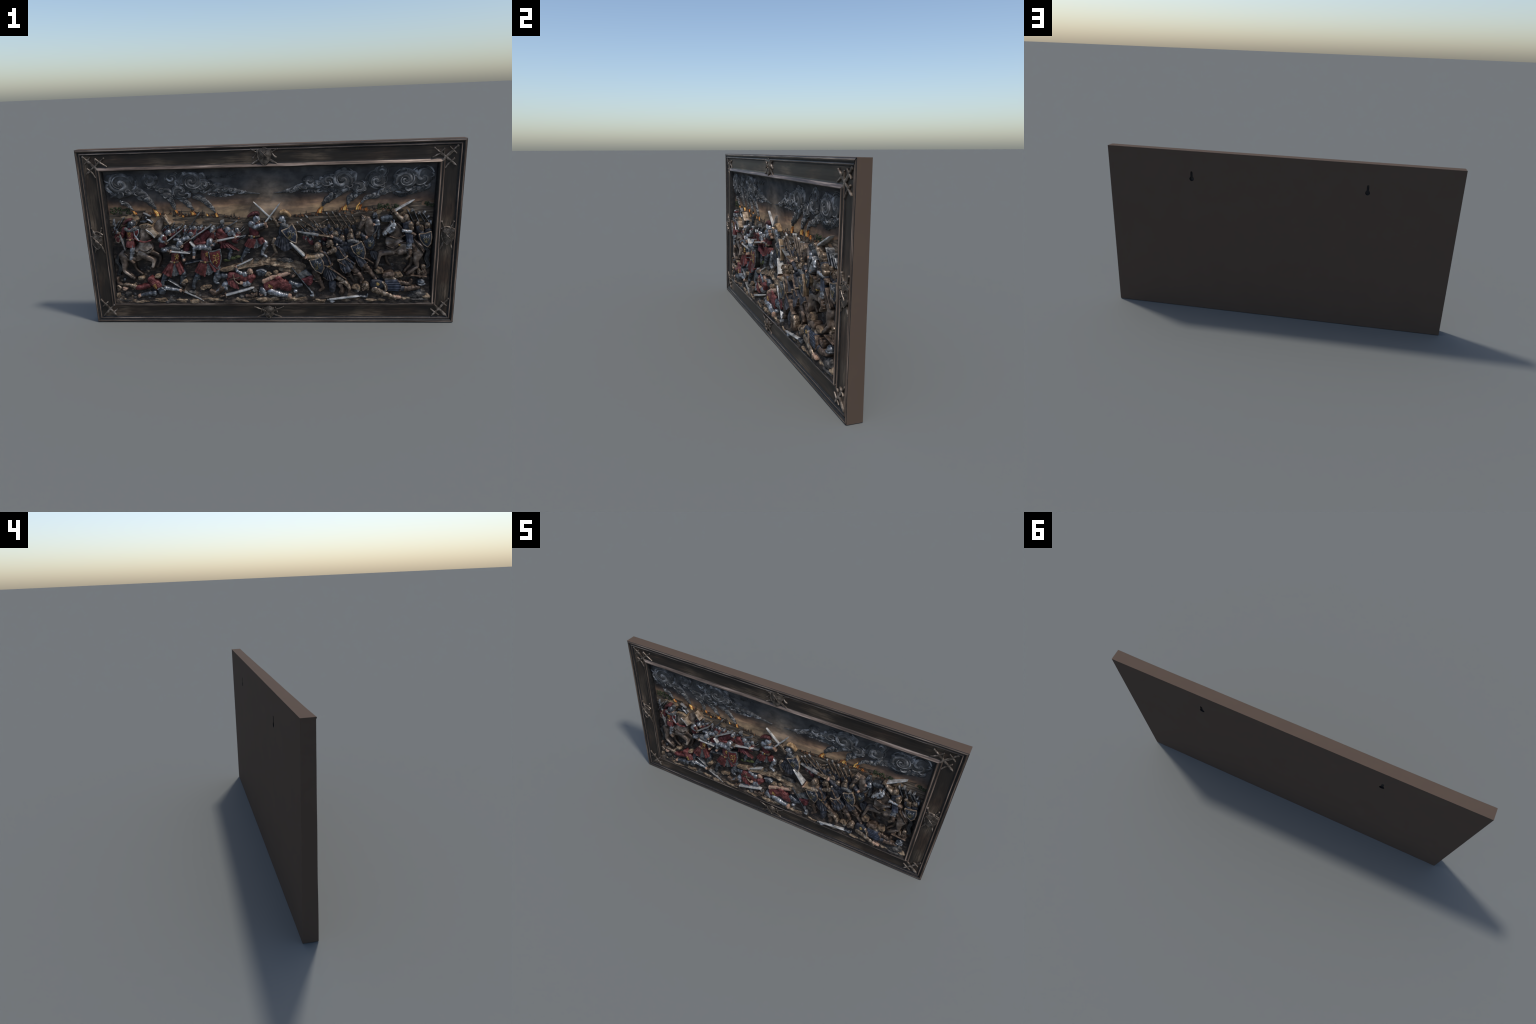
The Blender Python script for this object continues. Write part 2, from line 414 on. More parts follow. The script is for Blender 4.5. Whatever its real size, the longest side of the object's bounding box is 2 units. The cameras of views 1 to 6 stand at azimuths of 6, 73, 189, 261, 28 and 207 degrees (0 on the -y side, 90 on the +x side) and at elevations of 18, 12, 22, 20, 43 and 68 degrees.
def sky_paint():
    """Smoky slate above, rust and tan glow at the horizon, streaked sideways; a pale warm haze in the middle."""
    m, nt, b = new_mat("sky_paint", 0.85)
    b.inputs["Specular IOR Level"].default_value = 0.08
    tc = nt.nodes.new("ShaderNodeTexCoord")
    co = tc.outputs["Object"]
    sep = nt.nodes.new("ShaderNodeSeparateXYZ")
    nt.links.new(co, sep.inputs[0])
    x, z = sep.outputs[0], sep.outputs[2]
    warp = noise_node(nt, co, 9, 4, (0.45, 1, 1.5))
    # distance from the middle lowers the glow
    ax = math_node(nt, 'ABSOLUTE', x)
    zz = math_node(nt, 'MULTIPLY_ADD', warp, 0.10, z)
    zz = math_node(nt, 'MULTIPLY_ADD', ax, 0.02, zz)
    t = math_node(nt, 'MULTIPLY_ADD', zz, 4.0, -2.60, clamp=True)         # 0.65 .. 0.90
    cr = ramp(nt, [(0.0, (0.30, 0.205, 0.125)), (0.14, (0.40, 0.27, 0.155)), (0.30, (0.24, 0.145, 0.088)), (0.40, (0.105, 0.072, 0.055)),
                   (0.50, (0.066, 0.059, 0.055)), (0.70, (0.058, 0.057, 0.057)), (1.0, (0.047, 0.047, 0.048))])
    nt.links.new(t, cr.inputs[0])
    # rusty streaks and slate streaks
    streak = noise_node(nt, co, 26, 5, (0.22, 1, 1.3), 0.6)
    sr = ramp(nt, [(0.42, (0, 0, 0)), (0.64, (1, 1, 1))])
    nt.links.new(streak, sr.inputs[0])
    low = ramp(nt, [(0.0, (0.35, 0.35, 0.35)), (0.30, (0.75, 0.75, 0.75)), (0.48, (0.15, 0.15, 0.15)), (0.6, (0.12, 0.12, 0.12))])
    nt.links.new(t, low.inputs[0])
    fac = math_node(nt, 'MULTIPLY', sr.outputs[0], low.outputs[0])
    col = mix(nt, fac, cr.outputs[0], (0.085, 0.062, 0.055))
    # warm haze column above the crossed swords
    cx = math_node(nt, 'MULTIPLY', ax, 5.5)
    hz = math_node(nt, 'ABSOLUTE', math_node(nt, 'MULTIPLY_ADD', z, 6.0, -4.05))
    haze = math_node(nt, 'SUBTRACT', 1.0, math_node(nt, 'ADD', math_node(nt, 'POWER', cx, 2.0), math_node(nt, 'POWER', hz, 2.0)), clamp=True)
    haze = math_node(nt, 'MULTIPLY', math_node(nt, 'POWER', haze, 1.6), math_node(nt, 'MULTIPLY_ADD', warp, 1.1, 0.0))
    col = mix(nt, haze, col, (0.27, 0.21, 0.155))
    # soft mottling of the smoky upper air
    blot = ramp(nt, [(0.35, (0.55, 0.56, 0.58)), (0.5, (1.0, 1.0, 1.0)), (0.68, (1.65, 1.60, 1.55))])
    nt.links.new(noise_node(nt, co, 13, 5, (0.7, 1, 1.0), 0.6), blot.inputs[0])
    mul = nt.nodes.new("ShaderNodeMix")
    mul.data_type, mul.blend_type = 'RGBA', 'MULTIPLY'
    mul.inputs[0].default_value = 1.0
    nt.links.new(col, mul.inputs[6])
    nt.links.new(blot.outputs[0], mul.inputs[7])
    nt.links.new(mul.outputs[2], b.inputs["Base Color"])
    add_bump(nt, b, streak, 0.35, 0.002)
sky_paint()

def earth_paint():
    """Field: brown furrows far away; trampled, gravelly mud nearer, darkened to copy baked shade between the figures."""
    m, nt, b = new_mat("earth_paint", 0.75)
    tc = nt.nodes.new("ShaderNodeTexCoord")
    co = tc.outputs["Object"]
    grain = noise_node(nt, co, 46, 6, (0.6, 1, 1.2), 0.7)
    cr = ramp(nt, [(0.34, (0.013, 0.010, 0.009)), (0.52, (0.046, 0.034, 0.026)), (0.70, (0.17, 0.127, 0.094))])
    nt.links.new(grain, cr.inputs[0])
    patch = noise_node(nt, co, 11, 3)
    pr = ramp(nt, [(0.42, (0.0, 0.0, 0.0)), (0.62, (0.8, 0.8, 0.8))])
    nt.links.new(patch, pr.inputs[0])
    mud = mix(nt, pr.outputs[0], cr.outputs[0], (0.018, 0.015, 0.014))  # near-black mud tone also stands in for shade between the figures
    # the stubble fields beyond the armies are drier and paler, in long streaks
    streak = noise_node(nt, co, 60, 5, (0.14, 1, 1.4), 0.6)
    dry = ramp(nt, [(0.34, (0.026, 0.020, 0.015)), (0.52, (0.088, 0.066, 0.048)), (0.70, (0.24, 0.185, 0.135))])
    nt.links.new(streak, dry.inputs[0])
    sep = nt.nodes.new("ShaderNodeSeparateXYZ")
    nt.links.new(co, sep.inputs[0])
    edge = math_node(nt, 'MULTIPLY_ADD', patch, 0.10, sep.outputs[2])
    far = math_node(nt, 'MULTIPLY_ADD', edge, 22.0, -12.4, clamp=True)
    nt.links.new(mix(nt, far, mud, dry.outputs[0]), b.inputs["Base Color"])
    add_bump(nt, b, grain, 0.7, 0.003)
earth_paint()

paint("cloud_body", (0.018, 0.018, 0.018), (0.046, 0.0455, 0.0455), (0.13, 0.129, 0.129), 22, 0.6, 0.0, bump=0.15)
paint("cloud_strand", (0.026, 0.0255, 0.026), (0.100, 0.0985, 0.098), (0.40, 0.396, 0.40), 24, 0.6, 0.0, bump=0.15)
paint("smoke_body", (0.018, 0.018, 0.019), (0.045, 0.045, 0.046), (0.10, 0.10, 0.10), 24, 0.6, 0.0, bump=0.15)
paint("smoke_strand", (0.025, 0.024, 0.0235), (0.088, 0.085, 0.082), (0.35, 0.34, 0.33), 26, 0.6, 0.0, bump=0.15)

# ------------------------------------------------------------------ the thing and its frame
plaque = empty("battle_relief_plaque")
plaque["label"] = "dark framed wall plaque with a painted carved medieval battle"
plaque["category"] = "wall plaque"

def field_y(z):
    """Level of the flat of the frame; the frame leans out a little towards the bottom."""
    return np.interp(z, [0.0, 0.1, 0.3, 0.8, 0.98], [-0.0185, -0.0180, -0.0150, -0.0100, -0.0078])

# moulding: distance from the outer edge [m], height over the flat, material of the strip that starts there (0 wood, 1 copper, 2 dark groove)
PROFILE = [(0.000, 0.0085, 2), (0.0025, 0.0100, 1), (0.0050, 0.0110, 1), (0.0085, 0.0108, 0), (0.0125, 0.0095, 2), (0.0150, 0.0050, 2), (0.0185, 0.0040, 0),
           (0.0210, 0.0060, 1), (0.0240, 0.0068, 1), (0.0262, 0.0060, 2), (0.0300, 0.0005, 2), (0.0330, -0.0003, 0), (0.0500, 0.0000, 0), (0.0700, 0.0003, 0),
           (0.0880, 0.0000, 0), (0.0960, -0.0003, 2), (0.0985, 0.0040, 1), (0.1015, 0.0065, 1), (0.1045, 0.0060, 0), (0.1075, 0.0040, 2), (0.1110, 0.0050, 0),
           (0.1145, 0.0090, 1), (0.1180, 0.0105, 1), (0.1215, 0.0098, 0), (0.1255, 0.0065, 2), (0.1285, -0.0010, 2), (0.1310, -0.0120, 2), (0.1330, -0.0330, 2)]

def rail(side):
    """One mitred rail of the frame, its outer wall included."""
    level = side in ('top', 'bottom')
    mats = ["frame_wood_level" if level else "frame_wood_upright", "copper_level" if level else "copper_upright", "groove_black"]
    n = 140 if level else 80
    t = np.linspace(-1, 1, n)
    pc = Piece()
    rows = []
    seed = {'top': 1, 'bottom': 2, 'left': 3, 'right': 4}[side]
    for k, (dist, up, _) in enumerate(PROFILE):
        tight = dist if dist < 0.094 or not level else 0.094 + (dist - 0.094) * 0.66      # inner moulding is slimmer above and below
        if level and 0.097 < dist < 0.1185:       # above and below: one broad slope instead of the double bead
            up = 0.0105 * (dist - 0.097) / 0.0210
        if level:
            x = t * (HALF_W - dist)
            z = np.full(n, HEIGHT - tight if side == 'top' else tight)
        else:
            z = HEIGHT / 2 + t * (HEIGHT / 2 - (dist if dist < 0.094 else 0.094 + (dist - 0.094) * 0.66))
            x = np.full(n, (HALF_W - dist) * (1 if side == 'right' else -1))
        s = x if level else z
        wob = (value_noise(s * 6 + 9, np.full(n, seed * 7.3), seed) - 0.5) * 0.0016 * (0.35 if up < 0.002 else 1)
        shift = (value_noise(s * 9, np.full(n, dist * 60), seed + 5) - 0.5) * 0.0012 * (1 if 0.004 < dist < 0.128 else 0)
        y = field_y(z) - up + wob
        if side == 'top':      # the top moulding swells towards the middle
            y = y - (0.0012 * np.exp(-(x / 0.3) ** 2) + 0.0025 * np.abs(x) ** 3) * (1 if dist < 0.03 else 0.4)
        if dist > 0.1275:
            y = np.where(dist > 0.132, 0.024, y)
        if level:
            z = z + shift
        else:
            x = x + shift
        rows.append(np.stack([x, y, z], 1))
    grid = np.array(rows)
    edge = grid[0].copy()
    edge[:, 1] = 0.030
    faces, m = [[] for _ in range(3)], n
    for i in range(len(PROFILE) - 1):
        k = 1 if level and 0.097 < PROFILE[i][0] < 0.1200 else PROFILE[i][2]
        for j in range(n - 1):
            faces[k].append([i * m + j, i * m + j + 1, (i + 1) * m + j + 1, (i + 1) * m + j])
    pc.add(grid.reshape(-1, 3), faces[0], mats[0])
    pc.verts.append(np.zeros((0, 3)))
    for k in (1, 2):
        slot = pc.slot(mats[k])
        pc.faces.extend(faces[k]); pc.slots.extend([slot] * len(faces[k]))
    walls = [[j, j + 1, m + j + 1, m + j] for j in range(n - 1)]
    pc.add(np.vstack([grid[0], edge]), walls, "board_brown")
    return pc.done("frame_rail", frame, 50, carved=False)

frame = empty("frame", plaque)
for side in ('top', 'bottom', 'left', 'right'):
    rail(side)

def back_board():
    """Slab behind the frame with two keyhole hangers."""
    def prism(outline, y0, y1):
        me = bpy.data.meshes.new("prism")
        n = len(outline)
        v = [(x, y0, z) for x, z in outline] + [(x, y1, z) for x, z in outline]
        fc = [list(range(n)), list(range(2 * n - 1, n - 1, -1))] + [[i, i + n, (i + 1) % n + n, (i + 1) % n] for i in range(n)]
        me.from_pydata(v, [], fc)
        bm = bmesh.new(); bm.from_mesh(me); bmesh.ops.recalc_face_normals(bm, faces=bm.faces); bm.to_mesh(me); bm.free()
        return me
    slab = bpy.data.objects.new("back_board", prism([(-HALF_W, 0), (HALF_W, 0), (HALF_W, HEIGHT), (-HALF_W, HEIGHT)], 0.030, BACK_Y))
    bpy.context.scene.collection.objects.link(slab)
    slab.data.materials.append(MATS["board_brown"])
    cutters = []
    for cx in (-0.5, 0.5):
        r, w, cz, top = 0.0135, 0.0065, 0.8235, 0.8600
        a0 = math.asin(w / r)
        pts = [(cx + r * math.sin(a), cz + r * math.cos(a)) for a in np.linspace(a0, 2 * math.pi - a0, 26)]
        pts += [(cx + w * math.sin(a), top + w * math.cos(a)) for a in np.linspace(-math.pi / 2, math.pi / 2, 12)]
        cut = bpy.data.objects.new("keyhole_cutter", prism(pts, 0.034, BACK_Y + 0.01))
        bpy.context.scene.collection.objects.link(cut)
        mod = slab.modifiers.new("keyhole", 'BOOLEAN')
        mod.operation, mod.object, mod.solver = 'DIFFERENCE', cut, 'EXACT'
        mod.material_mode = 'TRANSFER'
        cut.data.materials.append(MATS["groove_black"])  # shade inside the keyholes put in as black colour
        cutters.append(cut)
    bpy.context.view_layer.update()
    me = bpy.data.meshes.new_from_object(slab.evaluated_get(bpy.context.evaluated_depsgraph_get()))
    slab.modifiers.clear()
    slab.data = me
    for cut in cutters:
        bpy.data.objects.remove(cut)
    slab.parent = plaque
back_board()

# ------------------------------------------------------------------ sky and ground
def grid_sheet(name, x, z, yfun, mat, parent):
    gx, gz = np.meshgrid(x, z)
    pc = Piece()
    pc.sheet(np.stack([gx, yfun(gx, gz), gz], 2), mat, back=0.028)
    return pc.done(name, parent, 60, carved=False)

scene_panel = empty("battle_scene", plaque)

def sky_y(x, z):
    return np.interp(z, [0.60, 0.68, 0.78, 0.848, 0.868], [0.0175, 0.0150, 0.0100, 0.0080, -0.0010]) - 0.004 * (fbm(x * 5, z * 9, 4, 3) - 0.5) - 0.0015 * (fbm(x * 14, z * 40, 3, 8) - 0.5)
grid_sheet("painted_sky", np.linspace(-0.874, 0.874, 240), np.linspace(0.56, OPEN_HIGH + 0.006, 90), sky_y, "sky_paint", scene_panel)

def ground_y(x, z):
    base = np.interp(z, [0.10, 0.118, 0.135, 0.17, 0.22, 0.28, 0.36, 0.50, 0.58, 0.63, 0.68], [-0.025, -0.025, -0.022, -0.010, 0.003, 0.013, 0.018, 0.018, 0.016, 0.016, 0.017])
    near = np.clip((0.34 - z) / 0.2, 0, 1)
    lump = (fbm(x * 22, z * 34, 5, 5) - 0.48)
    base = base - lump * (0.008 + 0.013 * near)
    # trodden furrows on the far field
    far = np.clip((z - 0.47) / 0.06, 0, 1) * np.clip((0.65 - z) / 0.02, 0, 1)
    bend = z + 0.05 * np.abs(x) * np.sin(x * 9) * 0.3
    base = base - far * 0.006 * (fbm(x * 5, bend * 85, 3, 21) - 0.45)
    # the mound under the duel
    hill = np.exp(-((x - 0.03) / 0.19) ** 4) * np.exp(-((z - 0.335) / 0.07) ** 2)
    # the left end is banked up against the frame
    bank = np.clip((-0.76 - x) / 0.08, 0, 1) * np.clip((0.50 - z) / 0.1, 0, 1) * np.clip((z - 0.15) / 0.06, 0, 1)
    return base - 0.007 * hill - 0.010 * bank

def ground():
    x = np.linspace(-0.874, 0.874, 560)
    n = 230
    pc = Piece()
    grid = np.zeros((n, len(x), 3))
    # skyline of the hills: higher at both ends, low in the middle
    top = np.interp(x, [-0.874, -0.72, -0.55, -0.33, -0.135, 0, 0.15, 0.25, 0.43, 0.52, 0.61, 0.70, 0.80, 0.874],
                    [0.655, 0.646, 0.643, 0.632, 0.597, 0.588, 0.606, 0.618, 0.634, 0.645, 0.660, 0.650, 0.668, 0.678]) + 0.006 * (fbm(x * 16, x * 0 + 3, 3, 12) - 0.5)
    for i in range(n):
        z = 0.113 + (top - 0.113) * i / (n - 1)
        grid[i, :, 0], grid[i, :, 2] = x, z
        grid[i, :, 1] = ground_y(x, z)
    pc.sheet(grid, "earth_paint", back=0.028)
    pc.done("trampled_ground", scene_panel, 60, carved=False)
ground()

# ------------------------------------------------------------------ clouds and smoke
def spiral(c0, R, wide, start, turns, flip, r0, r1, swell, high, tail=1.0):
    """Centre line of one rolled strand: it winds out of the eye and thins at both ends; the 4th value lifts it over the dome."""
    pts = []
    n = int(10 + 9 * turns)
    for i in range(n):
        t = i / (n - 1)
        rad = r0 + (r1 - r0) * t ** 1.25
        ang = math.radians(start) + (1 if flip else -1) * turns * 2 * math.pi * t
        thick = swell * (0.35 + 0.65 * math.sin(math.pi * min(1, 0.12 + 0.88 * t)) ** 0.7) * (0.45 + 0.55 * t)
        pts.append((c0[0] + R * wide * rad * math.cos(ang), c0[1] + R * rad * math.sin(ang), max(0.8, thick * (1 if t < 0.8 else tail + (1 - tail) * (1 - t) / 0.2)), high * math.sqrt(max(0.0, 1 - min(1, rad) ** 2))))
    return pts

def whorl(parent, spot, wide=1.15, start=0, flip=False, y=0.006, high=7.0, turns=1.7, arcs=4, body="cloud_body", strand="cloud_strand", name="cloud_whorl"):
    """A big rolled cloud: dark dome, two bold strands spiralling out of its eye, loose arcs sweeping round it."""
    x, z, R = spot[:3]
    y -= 0.003
    pc = Piece()
    pc.dome(x, z, R * wide * 1.02, R * 1.02, y - high / 1000 + 0.0025, body, depth=high / 1000, rings=9, segs=36, lumps=0.12, seed=int(abs(x)) % 40)
    k = R * 0.25
    for s, (out, part) in enumerate(((0.98, 1.0), (0.80, 0.75))):
        pc.limb(spiral((x + rng.uniform(-.05, .05) * R, z + rng.uniform(-.05, .05) * R), R, wide, start + 175 * s, turns * 0.72 * part, flip, 0.06, out, k * (1 if s == 0 else 0.8), high, 0.3), y - 0.0005, strand if s == 0 else body, depth=0.7, arc=9)
    pc.limb(spiral((x, z), R, wide, start + 60, turns * 0.4, flip, 0.42, 0.93, k * 0.42, high, 0.3), y - 0.0012, strand, depth=0.9, arc=7)
    for s in range(max(3, arcs)):           # billows pushed out from under the roll
        ang = math.radians(start + 360 * s / max(3, arcs) + rng.uniform(-25, 25))
        lr = R * rng.uniform(0.28, 0.46)
        lx, lz = x + R * wide * 0.95 * math.cos(ang), z + R * 0.92 * math.sin(ang)
        if abs(lx) + lr < 868 and lz + lr < 864:
            pc.dome(lx, lz, lr * rng.uniform(1.0, 1.3), lr, y + 0.001 - 0.001 * (s % 3), body if s % 2 else strand, rng.uniform(-40, 40), depth=0.006, rings=7, segs=24, lumps=0.45, seed=s + int(R))
            pc.limb(spiral((lx, lz), lr, 1.1, rng.uniform(0, 360), 0.6, flip, 0.25, 0.95, lr * 0.26, 3.5, 0.3), y - 0.001, strand, depth=0.8, arc=7)
    for s in range(arcs):
        a0 = start + rng.uniform(0, 360) if s else start + 90
        rad = rng.uniform(1.0, 1.28)
        span = rng.uniform(50, 120)
        pts = []
        for i in range(9):
            t = i / 8
            ang = math.radians(a0 + span * t)
            rr = rad + 0.10 * t
            pts.append((x + R * wide * rr * math.cos(ang), z + R * rr * math.sin(ang), max(0.7, R * 0.11 * math.sin(math.pi * (0.06 + 0.88 * t)))))
        if all(abs(q[0]) < 862 and q[1] < 856 for q in pts):
            pc.limb(pts, y + 0.001 + 0.001 * s, strand if s % 2 else body, depth=0.7, arc=7)
    return pc.done(name, parent, 50, carved=False)

def rope(parent, pts, y, strands=5, body="smoke_body", strand="smoke_strand", name="smoke_plume", high=1.0, wind=1.0):
    """A plume: soft billowing core with strands winding round it like a loose rope, thin at the ends."""
    y -= 0.002
    p = catmull([q[:3] for q in pts], 60)
    seg = np.concatenate([[0], np.cumsum(np.hypot(*np.diff(p[:, :2], axis=0).T))])
    tang = np.gradient(p[:, :2], axis=0)
    tang /= np.linalg.norm(tang, axis=1)[:, None] + 1e-9
    nor = np.stack([-tang[:, 1], tang[:, 0]], 1)
    r = np.maximum(p[:, 2], 1.0)
    phase = np.concatenate([[0], np.cumsum(np.diff(seg) / (r[1:] * 4.2))]) * 2 * math.pi * wind
    pc = Piece()
    puff = 1 + 0.16 * np.sin(phase * 1.3 + 1) + 0.10 * np.sin(phase * 2.9)
    pc.limb([(*p[i, :2], r[i] * 0.95 * puff[i]) for i in range(0, 60, 2)], y + 0.002, body, depth=0.35, arc=11)
    for k in range(strands):
        o = 2 * math.pi * k / strands + rng.uniform(-0.3, 0.3)
        side = np.sin(phase + o) * 0.62 + 0.12 * np.sin(phase * 0.37 + k)
        front = np.cos(phase + o)
        line = []
        for i in range(60):
            q = p[i, :2] + nor[i] * r[i] * side[i]
            thick = r[i] * (0.24 + 0.14 * max(0.0, front[i]))
            line.append((q[0], q[1], max(0.6, thick), (front[i] * 2.6 - 1.5) * high * min(1.0, r[i] / 22)))
        pc.limb(line, y, strand if k % 3 else body, depth=0.8, arc=7)
    i = 4.0
    while i < 57:                           # puffs swelling out of the plume
        m = int(i)
        lr = r[m] * rng.uniform(0.42, 0.68)
        q = p[m, :2] + nor[m] * r[m] * rng.uniform(-0.6, 0.6)
        if lr > 3:
            pc.dome(q[0], q[1], lr * rng.uniform(1.0, 1.35), lr, y - 0.0028 * min(1, r[m] / 20), body if rng.random() < 0.4 else strand, rng.uniform(-50, 50), depth=min(0.007, lr * 0.0006), rings=7, segs=22, lumps=0.5, seed=m + int(r[m]))
            pc.limb(spiral(q, lr, 1.1, rng.uniform(0, 360), 0.65, rng.random() < 0.5, 0.2, 0.95, lr * 0.26, 2.5, 0.3), y - 0.003 * min(1, r[m] / 20), strand, depth=0.8, arc=7)
        i += max(2.0, r[m] * 1.15 / (seg[-1] / 59))
    return pc.done(name, parent, 50, carved=False)

left_bank = empty("cloud_bank", plaque)
whorl(left_bank, (-782, 796, 58.4), 1.22, 200, False, 0.005, 8.0, 1.8, 6)
whorl(left_bank, (-390, 801, 52.1), 1.18, 30, True, 0.004, 8.0, 1.9, 6)
whorl(left_bank, (-624, 807, 35.3), 1.2, 120, True, 0.008, 6.5, 1.3, 3)
whorl(left_bank, (-454, 748, 37.9), 1.3, 300, True, 0.008, 6.0, 1.1, 4)
whorl(left_bank, (-499, 820, 28.4), 1.1, 60, False, 0.010, 4.5, 1.1, 3)
whorl(left_bank, (-815, 744, 22.1), 1.5, 10, False, 0.009, 4.0, 0.9, 3)
whorl(left_bank, (-328, 778, 34.1), 1.1, 240, True, 0.006, 7.0, 1.4, 3)
rope(left_bank, [(-328, 777, 30), (-284, 768, 31.5), (-243, 764, 27.8), (-206, 752, 21.5), (-159, 741, 14.5), (-108, 733, 8.2), (-64, 729, 4.1), (-33, 726, 1.6)], 0.007, 6, "cloud_body", "cloud_strand", "cloud_wisp", 1.2, 0.7)
rope(left_bank, [(-338, 831, 9.5), (-312, 820, 14.2), (-249, 824, 14.2), (-201, 825, 12), (-160, 831, 8.2), (-109, 854, 2.5)], 0.0105, 4, "cloud_body", "cloud_body", "cloud_wisp", 0.6, 0.6)
rope(left_bank, [(-309, 730, 6.3), (-268, 723, 10.1), (-217, 721, 8.8), (-169, 722, 2.5)], 0.010, 3, "cloud_body", "cloud_strand", "cloud_wisp", 0.6, 0.6)
rope(left_bank, [(-702, 806, 6.3), (-689, 780, 15.8), (-714, 758, 22.1), (-752, 742, 15.8), (-797, 727, 6.3)], 0.010, 4, "cloud_body", "cloud_strand", "cloud_wisp", 0.8, 0.7)
right_bank = empty("cloud_bank", plaque)
whorl(right_bank, (397, 791, 52.1), 1.12, 160, False, 0.004, 8.0, 1.9, 6)
whorl(right_bank, (716, 783, 47.3), 1.12, 80, True, 0.003, 8.0, 2.0, 5)
whorl(right_bank, (802, 792, 47.3), 1.0, 300, False, 0.007, 6.0, 0.9, 4)
whorl(right_bank, (573, 784, 37.9), 1.15, 30, True, 0.006, 7.0, 1.2, 4)
whorl(right_bank, (590, 828, 26.8), 1.2, 200, False, 0.009, 5.0, 1.1, 3)
whorl(right_bank, (481, 748, 30), 1.1, 120, True, 0.007, 6.0, 1.1, 3)
whorl(right_bank, (324, 783, 34.7), 1.1, 300, False, 0.006, 6.5, 1.2, 3)
whorl(right_bank, (227, 787, 25.2), 1.1, 60, True, 0.008, 5.0, 1.1, 3)
rope(right_bank, [(43, 728, 1.6), (74, 730, 4.4), (108, 735, 9.5), (149, 745, 15.1), (192, 759, 20.8), (248, 763, 25.2), (303, 769, 30), (358, 769, 30)], 0.007, 6, "cloud_body", "cloud_strand", "cloud_wisp", 1.2, 0.7)
rope(right_bank, [(186, 733, 4.4), (242, 735, 12), (303, 738, 13.9), (364, 732, 12.6), (396, 731, 6.3)], 0.010, 3, "cloud_body", "cloud_strand", "cloud_wisp", 0.6, 0.6)
rope(right_bank, [(626, 732, 15.8), (665, 740, 25.2), (704, 727, 23.7), (752, 729, 18.9), (799, 737, 17.4), (843, 748, 7.9)], 0.008, 5, "cloud_body", "cloud_strand", "cloud_wisp", 1.0, 0.6)
rope(right_bank, [(657, 713, 4.7), (700, 699, 10.7), (738, 711, 11.4), (788, 722, 9.5), (841, 733, 4.4)], 0.011, 3, "cloud_body", "cloud_body", "cloud_wisp", 0.5, 0.6)
smoke = empty("smoke_plumes", plaque)
for path in ([(-601, 654, 5.7), (-618, 677, 15.8), (-639, 704, 20.8), (-672, 730, 31.5), (-708, 757, 30), (-732, 777, 15.8)],
             [(-493, 648, 3.8), (-503, 675, 13.2), (-514, 704, 19.6), (-536, 740, 34.7), (-576, 767, 26.8), (-606, 790, 18.9)],
             [(-395, 646, 5.7), (-416, 671, 14.5), (-436, 694, 18.9), (-461, 716, 18.9)],
             [(-275, 627, 3.2), (-291, 652, 10.7), (-313, 675, 14.5), (-341, 703, 17.7), (-386, 721, 17.4)],
             [(-728, 650, 3.2), (-748, 673, 9.5), (-776, 690, 12), (-795, 700, 6.3)],
             [(297, 654, 5), (313, 678, 16.4), (346, 701, 19.6), (366, 713, 18.9), (403, 727, 12.6)],
             [(425, 655, 4.4), (437, 686, 18.3), (464, 709, 20.8), (488, 738, 25.2), (523, 765, 22.1)],
             [(492, 659, 3.2), (519, 690, 10.7), (561, 699, 17), (603, 720, 19.6), (638, 736, 19.6)]):
    rope(smoke, path, 0.0085)

# ------------------------------------------------------------------ burning town
def fire(spot, lean):
    """Tongues of flame leaning with the smoke, yellow at the heart."""
    x, z, r = spot
    pc = Piece()
    for k in range(14):
        ox = rng.gauss(0, 0.45) * r
        hgt = r * rng.uniform(0.7, 1.9) * (1 - 0.35 * min(1, abs(ox) / r))
        pc.limb([(x + ox, z - 0.35 * r, r * 0.13), (x + ox * 0.9 + lean * hgt * 0.2, z + hgt * 0.3, r * 0.15), (x + ox * 0.8 + lean * hgt * 0.6 + rng.uniform(-.1, .1) * r, z + hgt * 0.7, r * 0.09), (x + ox * 0.7 + lean * hgt * 0.8, z + hgt, 0.4)],
                0.0085 + 0.0012 * (k % 4), "flame_yellow" if abs(ox) < 0.4 * r and hgt < 1.5 * r else "flame_orange" if k % 3 else "ember", depth=0.5, arc=7)
    for k in range(5):
        pc.dome(x + rng.uniform(-1.2, 1.2) * r, z - 0.45 * r + rng.uniform(-2, 2), r * 0.3, r * 0.22, 0.010, "ember", lumps=0.6, seed=k, rings=4, segs=12)
    pc.done("flame", town)

town = empty("burning_town", plaque)
for spot, lean in (((-592, 621, 18.9), -0.8), ((-717, 630, 11), -1.1), ((-487, 632, 10.1), -0.7), ((-397, 621, 14.2), -0.7), ((-268, 608, 12), -0.6), ((-320, 611, 6.9), -0.3), ((-454, 607, 6.9), -0.3),
                   ((279, 622, 18.9), 0.7), ((409, 635, 19.6), 0.7), ((479, 637, 19.6), 0.6), ((518, 627, 9.5), 0.5)):
    fire(spot, lean)

def houses(x0, x1, count):
    pc = Piece()
    for k in range(count):
        x = rng.uniform(x0, x1)
        z = np.interp(x, [-720, -330, -135, 0, 150, 430, 620], [627, 612, 592, 586, 600, 617, 625]) + rng.uniform(-6, 7)
        w, h = rng.uniform(4, 9), rng.uniform(3, 6)
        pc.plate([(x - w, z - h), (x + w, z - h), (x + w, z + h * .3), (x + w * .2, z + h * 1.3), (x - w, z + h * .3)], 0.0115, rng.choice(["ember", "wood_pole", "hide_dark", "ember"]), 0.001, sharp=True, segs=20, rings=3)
        if rng.random() < 0.5:
            xs = x + rng.uniform(-8, 8)
            pc.limb([(xs, z, 1.6), (xs, z + rng.uniform(10, 26), 0.5)], 0.0125, "hair_black", arc=5)
    ob = pc.done("town_houses", town)
    ob["kind"] = "stuff"
houses(-640, -130, 60)
houses(150, 640, 60)

